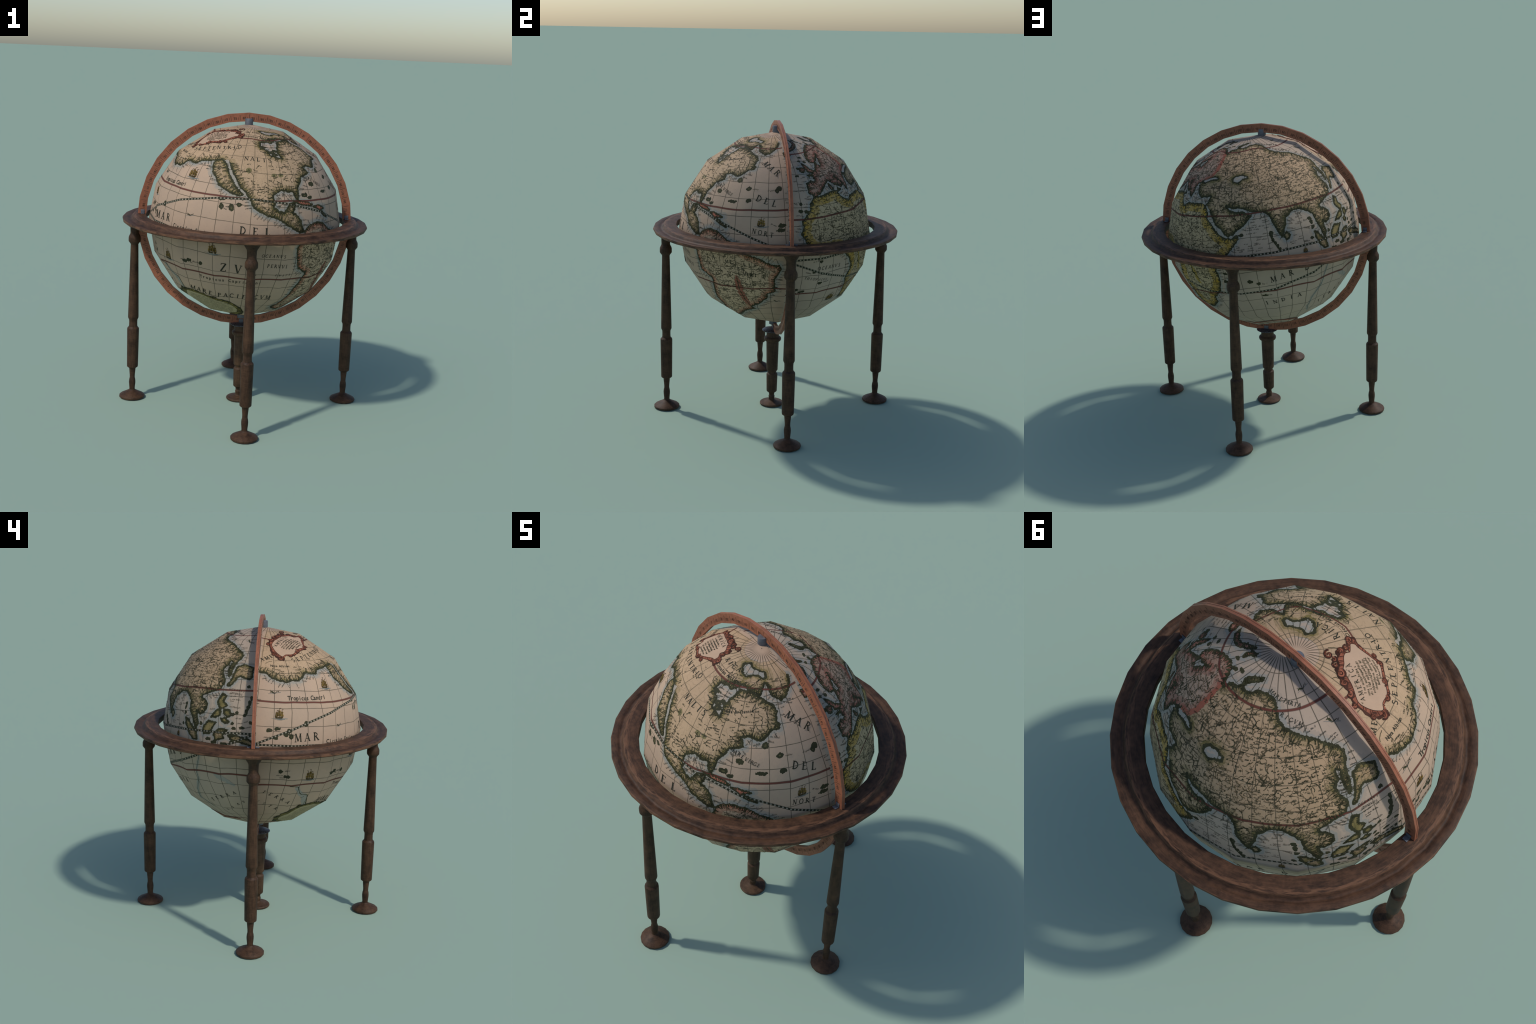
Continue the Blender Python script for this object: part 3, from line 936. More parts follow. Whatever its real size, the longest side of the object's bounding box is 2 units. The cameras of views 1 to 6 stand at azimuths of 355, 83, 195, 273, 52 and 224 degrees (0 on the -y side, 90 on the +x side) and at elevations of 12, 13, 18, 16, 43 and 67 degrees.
# words: half, text, first letter, last letter (latitude, longitude), letter height in degrees, slant
CAPITALS = [
    ("west", "MAR", (4.5, -156), (5, -144.5), 4.2, 0), ("west", "DEL", (6, -94), (6, -80), 4.2, 0),
    ("west", "ZVR", (-17, -103.5), (-17.5, -86), 5.0, 0), ("west", "SEPTENTRIO", (49.5, -153), (58.5, -107), 2.6, 0),
    ("west", "NALIS", (48.5, -97), (48.5, -77), 2.8, 0), ("west", "RICA", (73.5, -104), (74, -75), 2.4, 0),
    ("west", "AME", (49, -180), (52.5, -172), 2.4, 0), ("west", "MAR", (53, -13), (46, -3), 3.6, .1),
    ("west", "DEL", (30.5, -16), (27.5, -6), 3.6, 0), ("west", "NORT", (12, -18), (10, -8), 2.6, 0),
    ("west", "MARE", (-36.5, -128), (-38.5, -114), 3.2, .1), ("west", "PACIFICVM", (-38.5, -107), (-38, -71), 3.0, .1),
    ("west", "OCEANVS", (-8, -81), (-8, -68), 1.8, .2), ("west", "PERVVI", (-14, -77), (-14, -66), 2.0, .1),
    ("west", "ENSIS", (-20, -71), (-20, -62), 1.4, .2),
    ("west", "A", (-5, -44), (-5, -44), 2.6, 0), ("west", "ME", (-7, -35.5), (-7, -32.5), 2.0, 0),
    ("west", "RI", (-8, -24), (-7.3, -21), 2.2, 0), ("west", "CA", (-11, -28.3), (-11, -25.6), 2.0, 0),
    ("west", "MERI", (-13.3, -24.5), (-13.9, -18), 1.8, 0), ("west", "DIO", (-20.5, -24), (-20.3, -19), 1.8, 0),
    ("west", "TERRA", (-29, -172), (-37, -154), 2.3, .15), ("west", "VSTR", (-37, -176), (-43, -161), 2.0, .15),
    ("west", "MARE", (38, -51), (35.5, -44.5), 1.7, .1), ("west", "VIRGI", (34.5, -42.5), (32, -36), 1.7, .1),
    ("east", "TERRA", (-44, 145), (-37, 166), 2.3, .1), ("east", "ALAV", (-51, 156), (-44, 172), 1.7, .1),
    ("east", "MAR", (-16, 109), (-14.5, 120), 3.4, .1), ("east", "D", (-13.5, 130), (-13.5, 130), 3.2, 0),
    ("east", "INDIA", (-34, 102), (-32, 125), 2.9, 0), ("east", "OCEANVS", (-6, 20), (-7, 35), 2.0, .2),
    ("east", "THIOPICVS", (-11.3, 12), (-14, 26), 1.5, .25), ("east", "MARE", (73, 123), (70.5, 134), 1.5, .1),
    ("east", "TARTA", (70, 138), (67.5, 151), 1.5, .1), ("east", "RICVM", (65, 135), (61, 148), 1.5, .1),
    ("east", "OCEANVS", (24.2, 164), (23.2, 172.5), 1.1, .2), ("east", "CHINENSIS", (22, 165), (21.2, 171.5), 1.0, .2),
    ("west", "SINVS", (27.3, -74.5), (27, -67.5), .9, 0),
]
for half, text, a, b, h, slant in CAPITALS:
    sh = Sheet()
    fr = list(parallel_positions(half, a, b, len(text))) if a != b else [Frame(half, *a)]
    for ch, f in zip(text, fr):
        capital(sh, f, ch, h, slant)
    sh.build("lettering", INK_MAT, globe)


def text_shape(body):
    """flat triangles of a word in the built-in font, height about 1"""
    cu = bpy.data.curves.new("word", "FONT")
    cu.body = body
    cu.resolution_u = 3
    cu.fill_mode = "FRONT"
    cu.offset = 0.018
    ob = bpy.data.objects.new("word", cu)
    me = bpy.data.meshes.new_from_object(ob)
    v = [(p.co.x, p.co.y) for p in me.vertices]
    f = [tuple(p.vertices) for p in me.polygons]
    bpy.data.objects.remove(ob)
    bpy.data.curves.remove(cu)
    bpy.data.meshes.remove(me)
    return v, f


def small_word(half, body, a, b, h):
    """mixed-case words written letter by letter along the print parallels"""
    sh = Sheet()
    n = len(body)
    for ch, f in zip(body, parallel_positions(half, a, b, n)):
        if ch == " ":
            continue
        v, faces = text_shape(ch)
        cx = (min(p[0] for p in v) + max(p[0] for p in v)) / 2
        n0 = len(sh.d)
        sh.d.extend(f.at((x - cx) * h * .82 * 1.35, (y - .35) * h * 1.35) for x, y in v)
        sh.f.extend(tuple(i + n0 for i in fc) for fc in faces)
    sh.build("lettering", INK_MAT, globe)


small_word("west", "Tropicus Cancri", (25.9, -161), (26.3, -137), 2.7)
small_word("west", "Tropicus Capricorni", (-26.3, -119), (-26.3, -80), 2.3)
small_word("west", "Circulus Equinoctialis", (2.0, -137), (2.0, -100), 2.4)
small_word("west", "Circulus Arcticus", (68.6, -106), (68.6, -62), 1.8)
small_word("west", "Nova Britannia", (53.5, -63), (56.5, -42), 1.5)
small_word("west", "Nova Albion", (45, -172), (45, -159), 1.7)


# ---- lines of tiny place names: each name is a run of little pen marks
def name_marks(sheet, frame, length, h, slant=0.25, rng=random):
    x = -length / 2
    while x < length / 2:
        kind = rng.random()
        w = h * rng.uniform(.16, .26)
        tall = 1.0 if kind < .28 else .62
        low = -.5 if kind > .88 else -.31
        if kind < .08:
            x += h * .6
            continue
        y0, y1 = low * h, (low + tall) * h
        sx = slant * (y1 - y0)
        sheet.poly([frame.at(x, y0), frame.at(x + w, y0), frame.at(x + w + sx, y1), frame.at(x + sx, y1)])
        if rng.random() < .6:
            yb = y0 if rng.random() < .5 else y1 - h * .18
            sheet.poly([frame.at(x + w * .8, yb), frame.at(x + w + h * .22, yb), frame.at(x + w + h * .22, yb + h * .16), frame.at(x + w * .8, yb + h * .16)])
        x += w + h * rng.uniform(.16, .30)


def field_at(half, pts):
    d = np.array([place(half, la, lo) for la, lo in pts])
    sd, td, kind, _ = map_fields(half, d)
    return sd, kind


for half in ("west", "east"):
    names = Sheet()
    rng = random.Random(5 if half == "west" else 6)
    # inland names and hill marks, on a jittered lattice, denser in the crowded continents
    cand = []
    la = -58.0
    while la < 76:
        lo = -178.0 if half == "west" else 2.0
        c = math.cos(math.radians(la))
        while lo < (-2 if half == "west" else 178):
            cand.append((la + rng.uniform(-.7, .7), lo + rng.uniform(-1, 1) / c))
            lo += 2.6 / c
        la += 1.36
    sd, kind = field_at(half, cand)
    for (la, lo), s, k in zip(cand, sd, kind):
        if s < 1.0 or k < 0:
            continue
        tint = TINTS[k]
        dense = {"asia": .98, "yellow": .92, "red": .92, "rose_europe": 1.0}.get(tint, .0)
        if tint == "green":
            blank = (la > 45 and lo < -80) or la > 72 or (45 < la < 62 and lo < -70)
            dense = .08 if blank else (.75 if s < 9 else .4)
            if la > 40 and lo < -118:
                dense = .55 if s < 6 else .04
        gap = mnoise.noise(Vector(place(half, la, lo)) * 9.0)
        if rng.random() > dense * (1.0 if gap > -.2 else .6):
            continue
        f = Frame(half, la, lo, rng.choice((0, 0, 0, 0, 6, -6, 20, -25)))
        if rng.random() < .62:
            name_marks(names, f, rng.uniform(1.2, 2.9), rng.uniform(.58, .84), rng=rng)
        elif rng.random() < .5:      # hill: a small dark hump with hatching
            w = rng.uniform(.25, .45)
            names.poly([f.at(-w, -.2), f.at(w * 1.2, -.2), f.at(w * .5, .3), f.at(0, .4), f.at(-w * .4, .1)])
        else:                        # wriggling stream
            pts = [(0, 0)]
            ang = rng.uniform(0, 6.3)
            for _ in range(6):
                ang += rng.uniform(-.9, .9)
                pts.append((pts[-1][0] + .75 * math.cos(ang), pts[-1][1] + .75 * math.sin(ang)))
            stroke(names, f, pts, [.21] * len(pts))
    names.build("place_name", INK_GREEN, globe, True)
    # shore names standing out to sea, and hatching on the land side of the shore
    shore_names, hatch, inland = Sheet(), Sheet(), Sheet()
    runs = [(L, r) for L in LANDS if L["half"] == half for r in shore_runs(L)]
    seaward, landward = [], []
    for L, run in runs:
        carry = 0.0
        for (y0, x0), (y1, x1) in zip(run[:-1], run[1:]):
            c = math.cos(math.radians((y0 + y1) / 2))
            ln = math.hypot((x1 - x0) * c, y1 - y0)
            t = carry
            while t < ln:
                la, lo = y0 + (y1 - y0) * t / ln, x0 + (x1 - x0) * t / ln
                nx, ny = -(y1 - y0) / ln, (x1 - x0) * c / ln
                landward.append((la, lo, nx, ny, c, L))
                t += .62
            carry = t - ln
    probe = [(la + ny * 1.3, lo + nx * 1.3 / c) for la, lo, nx, ny, c, L in landward]
    sdp, _ = field_at(half, probe)
    for i, ((la, lo, nx, ny, c, L), s) in enumerate(zip(landward, sdp)):
        sg = 1 if s > 0 else -1            # towards land
        f = Frame(half, la, lo, 0)
        # hatching: short tapering strokes from the shore inland
        small = len(L["coast"]) < 12 and "more" not in L
        ln = rng.uniform(.5, 1.3) if small else rng.uniform(.8, 2.6)
        a = math.atan2(ny * sg, nx * sg) + rng.uniform(-.5, .5)
        if L.get("lake"):
            ln *= .8
        stroke(hatch, f, [(0, 0), (ln * math.cos(a), ln * math.sin(a))], [rng.uniform(.40, .75), .12])
        if L["tint"] in ("green", "asia") and not small and i % 2 == 0 and la < 66:
            g2 = Frame(half, la, lo, math.degrees(a))
            o = g2.at(rng.uniform(2.0, 3.2), 0)
            ax = g2.x if g2.x @ (place(half, la, lo + 1) - place(half, la, lo)) > 0 else -g2.x
            name_marks(inland, Frame.along(o, ax), rng.uniform(1.4, 3.0), .66, rng=rng)
        # seaward labels
        if not small and i % 3 == 0 and not L.get("lake") and rng.random() < .72 and la < 63:
            far = rng.uniform(2.0, 3.0)
            turn = math.degrees(math.atan2(ny, nx))
            turn = (turn + 90) % 180 - 90
            turn *= .35 if abs(turn) < 60 else .75
            p = (la - ny * sg * far, lo - nx * sg * far / c)
            seaward.append((p, turn))
    sds, _ = field_at(half, [p for p, _ in seaward])
    for (p, turn), s in zip(seaward, sds):
        if s < -1.2:
            name_marks(shore_names, Frame(half, *p, turn), min(-s * 1.5, rng.uniform(2.2, 4.2)), rng.uniform(.62, .85), rng=rng)
    inland.build("place_name", INK_GREEN, globe, True)
    hatch.build("shore_hatching", INK_GREEN, globe, True, LIFT * .8)
    shore_names.build("place_name", INK_SOFT, globe, True)
    # labels beside the islets
    tags = Sheet()
    for la, lo, w, h in ISLETS[half]:
        if rng.random() < .7 and abs(la) < 60:
            side = rng.choice((-1, 1))
            c = math.cos(math.radians(la))
            name_marks(tags, Frame(half, la - rng.uniform(-.6, 1.2), lo + side * (w + 2.4) / c, rng.choice((0, 0, 15, -20))),
                       rng.uniform(2.0, 3.8), .8, rng=rng)
    tags.build("place_name", INK_SOFT, globe, True)

# extra open-sea names crowding the Indian and Chinese seas
crowd = Sheet()
rng = random.Random(9)
for la in np.arange(1.0, 22.0, 1.45):
    for lo in np.arange(88, 176, 5.2):
        p = (la + rng.uniform(-.4, .4), lo + rng.uniform(-1.6, 1.6))
        if rng.random() < .62:
            crowd_s, _ = field_at("east", [p])
            if crowd_s[0] < -2.0:
                name_marks(crowd, Frame("east", *p, rng.uniform(-4, 4)), min(rng.uniform(1.8, 4.0), -1.2 * crowd_s[0]), .72, rng=rng)
for la in np.arange(24, 62, 1.8):
    for lo in np.arange(2, 24, 5.0):
        p = (la + rng.uniform(-.4, .4), lo + rng.uniform(-1.2, 1.2))
        if rng.random() < .5:
            crowd_s, _ = field_at("east", [p])
            if crowd_s[0] < -1.6:
                name_marks(crowd, Frame("east", *p, rng.uniform(-20, 10)), 2.6, .65, rng=rng)
crowd.build("place_name", INK_SOFT, globe, True)

# ---- coloured streaks inside continents: red river range in the south, yellow range in Africa, red border
STREAK_RED = paper_material("red_range", (0.30, 0.095, 0.058), (0.27, 0.105, 0.066), ink=.6, ink_scale=1.8, rule=0)
STREAK_YELLOW = paper_material("yellow_range", (0.36, 0.23, 0.035), (0.33, 0.22, 0.05), ink=.5, ink_scale=1.8, rule=0)
BLUE_WASH = paper_material("blue_wash", (0.28, 0.265, 0.225), (0.31, 0.28, 0.23), rule=.8)


def map_stroke(half, pts, widths, mat, name, lift=LIFT * .6):
    sh = Sheet()
    P, W = [], []
    for i in range(len(pts) - 1):
        for k in range(12):
            t = k / 12
            la, lo = [pts[i][c] + (pts[i + 1][c] - pts[i][c]) * t for c in (0, 1)]
            P.append(place(half, la, lo))
            W.append(widths[i] + (widths[i + 1] - widths[i]) * t)
    P.append(place(half, *pts[-1]))
    W.append(widths[-1])
    L, R, C = [], [], []
    for i, o in enumerate(P):
        tg = P[min(i + 1, len(P) - 1)] - P[max(i - 1, 0)]
        n = np.cross(o, tg)
        n /= np.linalg.norm(n)
        w = math.radians(W[i] / 2) * (1 + .6 * mnoise.noise(Vector(o) * 90))
        L.append(o + n * w)
        C.append(o)
        R.append(o - n * w)
    sh.quad_strip(L, C)
    sh.quad_strip(C, R)
    return sh.build(name, mat, globe, lift=lift)


map_stroke("west", [(-15, -30), (-19, -30), (-23, -30), (-28, -29.5), (-33, -28), (-38, -25)], [1.2, 3.6, 4.4, 4.2, 3.4, 1.6], STREAK_RED, "river")
map_stroke("west", [(-15.5, -30), (-21, -30), (-26, -30), (-33, -28), (-39, -24)], [.3, .5, .4, .4, .6], INK_GREEN, "river", LIFT)
map_stroke("east", [(-4, 54), (-10, 57), (-14, 58), (-17, 60)], [1.2, 3.0, 3.0, 1.5], STREAK_YELLOW, "mountain_range")
map_stroke("east", [(-4, 56), (-10, 55), (-14, 60)], [.4, .9, .4], INK_GREEN, "mountain_range", LIFT)
map_stroke("east", [(66, 71), (58, 72), (52, 72.3), (48, 69.5), (46, 63)], [1.0, 1.9, 2.2, 1.8, 1.2], STREAK_RED, "border")
map_stroke("east", [(-14, 146), (-23, 142), (-29, 141), (-37, 135), (-44, 133), (-53, 138)], [1.5, 1.2, 1.8, 2.0, 1.6, 1.2], BLUE_WASH, "river")
map_stroke("east", [(-14, 146), (-23, 142), (-29, 141), (-37, 135), (-44, 133), (-53, 138)], [.2, .25, .3, .25, .3, .2], INK_SOFT, "river", LIFT)
map_stroke("east", [(-24, 155), (-26, 160), (-31, 168)], [2.0, 3.0, 1.5], BLUE_WASH, "sea_wash")
map_stroke("west", [(-24, -157), (-25, -151), (-30, -148), (-31.5, -146), (-32, -141), (-40, -138)], [.5, .4, .35, .35, .45, .5], INK_GREEN, "river", LIFT)
map_stroke("west", [(-25, -152), (-31, -147), (-33, -143), (-40, -140)], [2.5, 2.5, 3.5, 2.5], BLUE_WASH, "river")
map_stroke("east", [(0, 115.5), (7, 112), (11, 111)], [.5, .7, .8], INK_GREEN, "reef", LIFT)

# ---- ships and sea beasts
SAIL = plain_material("sail_ochre", (0.215, 0.130, 0.030), 0.7, 0.0, 0.35)
HULL = plain_material("hull_umber", (0.055, 0.038, 0.014), 0.7, 0.0, 0.35)
WAVE = plain_material("wave_grey", (0.17, 0.18, 0.165), 0.7, 0.0, 0.3)


def ship(half, lat, lon, h, turn=0.0, flip=1):
    """galleon in profile: hull, three masts, bellied sails, pennants and a strip of waves"""
    f = Frame(half, lat, lon, turn)
    k = h
    parts = {"hull": Sheet(), "sail": Sheet(), "wave": Sheet()}
    hull = [(-.42, .16), (-.34, .02), (.28, .02), (.42, .24), (.22, .18), (-.20, .14), (-.40, .26)]
    parts["hull"].poly([f.at(flip * x * k, y * k) for x, y in hull])
    for mx, top in ((-.24, .78), (.0, 1.0), (.24, .86)):
        stroke(parts["hull"], f, [(flip * mx * k, .12 * k), (flip * mx * k, top * k)], [.05 * k, .03 * k])
        stroke(parts["hull"], f, [(flip * mx * k, top * k), (flip * (mx + .16) * k, (top + .03) * k)], [.05 * k, .015 * k])
        for y0, y1, w in ((.24, .50, .15), (.53, .74, .11)):
            if y1 * (top / 1.0) < top:
                a, b2 = y0 * top * 1.05, y1 * top * 1.05
                parts["sail"].poly([f.at(flip * (mx - w) * k, a * k), f.at(flip * (mx + w * .7) * k, a * k),
                                    f.at(flip * (mx + w * 1.25) * k, (a + b2) / 2 * k), f.at(flip * (mx + w * .6) * k, b2 * k),
                                    f.at(flip * (mx - w * .8) * k, b2 * k)])
                stroke(parts["hull"], f, [(flip * (mx - w) * k, a * k), (flip * (mx - w * .8) * k, b2 * k)], [.05 * k] * 2)
                stroke(parts["hull"], f, [(flip * (mx + w * .2) * k, a * k), (flip * (mx + w * .2) * k, b2 * k)], [.04 * k] * 2)
    for y, x0, x1 in ((.0, -.75, .8), (-.06, -.45, .55), (-.12, -.2, .3)):
        stroke(parts["wave"], f, [(x0 * k, y * k), (x1 * k, (y + .02) * k)], [.03 * k, .06 * k])
    holder = parts["hull"].build("ship", HULL, globe, lift=LIFT * 1.3)
    parts["sail"].build("sail", SAIL, globe, lift=LIFT * 1.0)
    parts["wave"].build("wave", WAVE, globe, lift=LIFT * .7)


for s in (("west", 31, -134, 6.2, 0, 1), ("west", 14.5, -167, 5.6, 0, 1), ("west", -9.5, -110.5, 6.4, 0, -1),
          ("west", -20.5, -145, 6.4, 0, -1), ("west", 14.5, -14, 5.4, 0, 1), ("east", -33, 35, 6.0, -8, 1),
          ("east", -4, 130, 3.2, 0, 1), ("west", -6, -166, 4.5, 0, 1)):
    ship(*s)


def beast(half, lat, lon, w, turn=0.0):
    f = Frame(half, lat, lon, turn)
    sh = Sheet()
    pts = [(-.5 * w + w * t, .12 * w * math.sin(t * 9)) for t in np.linspace(0, 1, 9)]
    stroke(sh, f, pts, [.02 * w, .12 * w, .2 * w, .16 * w, .12 * w, .08 * w, .06 * w, .04 * w, .02 * w])
    stroke(sh, f, [(-.32 * w, .1 * w), (-.42 * w, .35 * w)], [.06 * w, .02 * w])
    stroke(sh, f, [(.45 * w, 0), (.55 * w, .22 * w)], [.06 * w, .02 * w])
    sh.build("sea_beast", INK_GREEN, globe)
    sh = Sheet()
    stroke(sh, f, [(-.7 * w, -.1 * w), (.7 * w, -.06 * w)], [.03 * w, .05 * w])
    sh.build("wave", WAVE, globe)


beast("west", 29, -170, 5.0, 8)
beast("west", 10, -127, 4.0, 10)
beast("east", 73, 160, 3.5, 20)
beast("east", 58, 169, 4.5, -30)
beast("west", -34, -6, 3.5, 0)

# ---- red strapwork cartouche over the north-west
CART_RED = plain_material("cartouche_red", (0.235, 0.078, 0.044), 0.65, 0.0, 0.45, 22.0)
CART_DARK = plain_material("cartouche_shadow", (0.055, 0.022, 0.014), 0.7, 0.0, 0.4, 30.0)
CART_PAPER = plain_material("cartouche_paper", (0.450, 0.308, 0.208), 0.65, 0.0, 0.05, 12.0)


def bearing_frame(half, lat, lon, toward):
    o = place(half, lat, lon)
    return Frame.along(o, place(half, *toward) - o)


CART = bearing_frame("west", 64.0, -146, (66.5, -119))       # x runs along the long side
CART_RIM = [(70, -110), (66.5, -109), (65.4, -117), (61.8, -126), (57.6, -132), (56, -142), (52.8, -150.5), (53, -158.5),
            (49.5, -161), (51, -166), (55, -171), (61, -175), (66, -173), (70, -168), (73, -163), (75, -155),
            (75, -146), (76, -136), (75, -120), (71, -127), (71.5, -118)]
CART_IN = [(69.5, -117), (67.5, -117), (66.5, -121), (62.5, -128), (59, -134), (57.5, -143), (54, -151), (54, -158),
           (52.5, -161.5), (54, -164.5), (57, -168), (61.5, -171), (65, -168), (68, -162), (70.5, -157), (72.5, -151),
           (72.7, -143), (73, -134), (72.3, -128), (70.5, -126), (70, -121)]


def spline(pts, n=5):
    """closed Catmull-Rom through unit directions"""
    m = len(pts)
    out = []
    for i in range(m):
        p0, p1, p2, p3 = (pts[(i + k) % m] for k in (-1, 0, 1, 2))
        for j in range(n):
            t = j / n
            v = .5 * ((2 * p1) + (-p0 + p2) * t + (2 * p0 - 5 * p1 + 4 * p2 - p3) * t ** 2 + (-p0 + 3 * p1 - 3 * p2 + p3) * t ** 3)
            out.append(v / np.linalg.norm(v))
    return out


def plaque(half, rim, inner, rim_mat, dark_mat, field_mat, lobes):
    R = spline([place(half, *p) for p in rim])
    I = spline([place(half, *p) for p in inner])
    mid = sum(I) / len(I)
    R.append(R[0])
    I.append(I[0])
    field = Sheet()
    rings = [[mid + (p - mid) * t for p in I] for t in np.linspace(0.02, 1, 12)]
    for a, b2 in zip(rings[:-1], rings[1:]):
        field.quad_strip(a, b2)
    field.build("cartouche", field_mat, globe, lift=LIFT * .9)
    band, dark = Sheet(), Sheet()
    mids = []
    for i, (r, q) in enumerate(zip(R, I)):
        k = .5 + .5 * math.sin(i * lobes) + .5 * mnoise.noise(Vector(r) * 24)
        mids.append((q + (r - q) * (.18 + .30 * k), q + (r - q) * (.45 + .35 * k)))
    band.quad_strip([q for q in I], [a for a, _ in mids])
    band.quad_strip([a for a, _ in mids], [c for _, c in mids])
    dark.quad_strip([c for _, c in mids], [q + (r - q) * (1.0 + .45 * mnoise.noise(Vector(r) * 30)) for r, q in zip(R, I)])
    band.build("cartouche_frame", rim_mat, globe, lift=LIFT * 1.2)
    dark.build("cartouche_frame", dark_mat, globe, lift=LIFT * 1.2)
    lines = Sheet()
    for i in range(len(I) - 1):                       # engraved shading across the frame
        if (i * 7) % 10 < 5:
            a, b2 = I[i], mids[i][1]
            o = (a + b2) / 2
            f = Frame.along(o / np.linalg.norm(o), b2 - a)
            w = math.degrees(np.linalg.norm(b2 - a)) / 2
            stroke(lines, f, [(-w, 0), (w, .3)], [.14, .34])
    stroke_runs = [(I[i], I[i + 1]) for i in range(len(I) - 1)]
    for a, b2 in stroke_runs:
        o = (a + b2) / 2
        f = Frame.along(o / np.linalg.norm(o), b2 - a)
        w = math.degrees(np.linalg.norm(b2 - a)) / 2
        stroke(lines, f, [(-w, 0), (w, 0)], [.22, .22])
    lines.build("cartouche_frame", dark_mat, globe, True, LIFT * 1.7)


plaque("west", CART_RIM, CART_IN, CART_RED, CART_DARK, CART_PAPER, .55)


def curl(half, lat, lon, r, turns, start, mat, name="scroll"):
    f = Frame(half, lat, lon)
    sh = Sheet()
    pts, ws = [], []
    for i in range(22):
        t = i / 21
        a = math.radians(start) + turns * 2 * math.pi * t
        rr = r * (1 - .85 * t)
        pts.append((rr * math.cos(a), rr * math.sin(a)))
        ws.append(.75 * (1 - .6 * t))
    stroke(sh, f, pts, ws, .5)
    sh.build(name, mat, globe, lift=LIFT * 2.0)


for la, lo, r, t, s in ((78.5, -132, 1.9, 1.4, 0), (69, -111.5, 1.6, -1.2, 90), (51, -163.5, 1.7, 1.3, 180),
                        (70, -165, 1.7, 1.5, 40), (72.8, -157.5, 2.0, -1.5, 0), (56.5, -145, 1.7, 1.4, 200),
                        (58.5, -133, 1.5, -1.3, 90), (54, -169.5, 1.6, 1.3, 0), (75.5, -148, 1.4, 1.2, 60), (66, -172, 1.5, -1.2, 10), (62, -175, 1.2, 1.2, 80),
                        (60.5, -126, 1.2, 1.2, 150), (53, -154, 1.2, -1.2, 30), (74, -125, 1.6, 1.2, 250), (76.5, -140, 1.3, -1.2, 0), (71.5, -121, 1.3, 1.2, 0)):
    curl("west", la, lo, r, t, s, CART_DARK)
    curl("west", la + .25, lo, r * .7, t, s + 30, CART_RED)
# lettering inside the cartouche: title and rows of script
text_a, text_b = (61.5, -166.5), (71.0, -143.5)
pa, pb = place("west", *text_a), place("west", *text_b)
title = Sheet()
frames = list(word_positions("west", text_a, text_b, 7))
for ch, f in zip("AMERICA", frames):
    capital(title, f, ch, 1.7)
title.build("lettering", INK_MAT, globe, lift=LIFT * 1.8)
rows = Sheet()
rng = random.Random(3)
mid = Frame.along((pa + pb) / np.linalg.norm(pa + pb), pb - pa)
for i, (ln, dx) in enumerate(((10.5, .5), (13.0, .8), (13.5, 1.0), (13.0, 1.4), (12.0, 2.2), (10.5, 3.2), (7.5, 4.0))):
    o = mid.at(dx * .6, -2.1 - i * 1.35)
    name_marks(rows, Frame.along(o, mid.x), ln, 1.0, rng=rng)
rows.build("inscription", INK_GREEN, globe, True, LIFT * 1.8)

# ---- olive scroll cartouche in the far south
SCROLL_OLIVE = plain_material("scroll_olive", (0.150, 0.115, 0.030), 0.65, 0.0, 0.5, 26.0)
SCROLL_DARK = plain_material("scroll_shadow", (0.040, 0.036, 0.014), 0.7, 0.0, 0.4, 30.0)
SCROLL_PAPER = plain_material("scroll_paper", (0.400, 0.320, 0.185), 0.65, 0.0, 0.08, 12.0)
RIM_S = [(-40.5, -145), (-40, -138), (-38.5, -131), (-40, -124), (-41.5, -118), (-41.5, -110), (-43, -103), (-49, -95), (-56, -88),
         (-64, -85), (-69, -100), (-69, -125), (-66, -148), (-60, -155), (-53, -155), (-46, -151)]
IN_S = [(-43, -140), (-42.5, -136), (-42, -131), (-42.5, -125), (-44, -118), (-44.5, -111), (-47, -104), (-51, -98), (-57, -93),
        (-62, -93), (-66, -105), (-66.5, -125), (-63.5, -144), (-58.5, -150), (-53, -149), (-47.5, -145)]
plaque("west", RIM_S, IN_S, SCROLL_OLIVE, SCROLL_DARK, SCROLL_PAPER, .8)
rows = Sheet()
for i in range(11):
    la = -45.4 - i * 1.85
    half_w = 24 - max(0, i - 9) * 2.5
    for lo0 in np.arange(-122 - half_w + (6 - min(i, 6)) * 1.2, -122 + half_w - (8 - min(i, 8)) * 1.0, 7.0):
        name_marks(rows, Frame("west", la, lo0 + 3), 6.4 * math.cos(math.radians(la)), .8, rng=rng)
rows.build("inscription", INK_SOFT, globe, True, LIFT * 1.8)
for la, lo in ((-42, -142), (-42.5, -112), (-60, -90), (-57, -154)):
    curl("west", la, lo, 2.0, 1.2, 20, SCROLL_DARK)
# reddish scrollwork ring under the south of the eastern print
map_stroke("east", [(-62, 60), (-63, 80), (-62, 100), (-61, 115), (-63, 128), (-67, 138), (-70, 153)],
           [1.0, 2.4, 2.0, 2.6, 2.0, 2.4, 1.0], CART_RED, "cartouche_frame")
map_stroke("east", [(-60.5, 62), (-61.5, 80), (-60.5, 100), (-59.5, 115), (-61.5, 128), (-66, 139), (-69, 154)],
           [.5, .9, .6, 1.0, .6, .9, .4], CART_DARK, "cartouche_frame", LIFT)

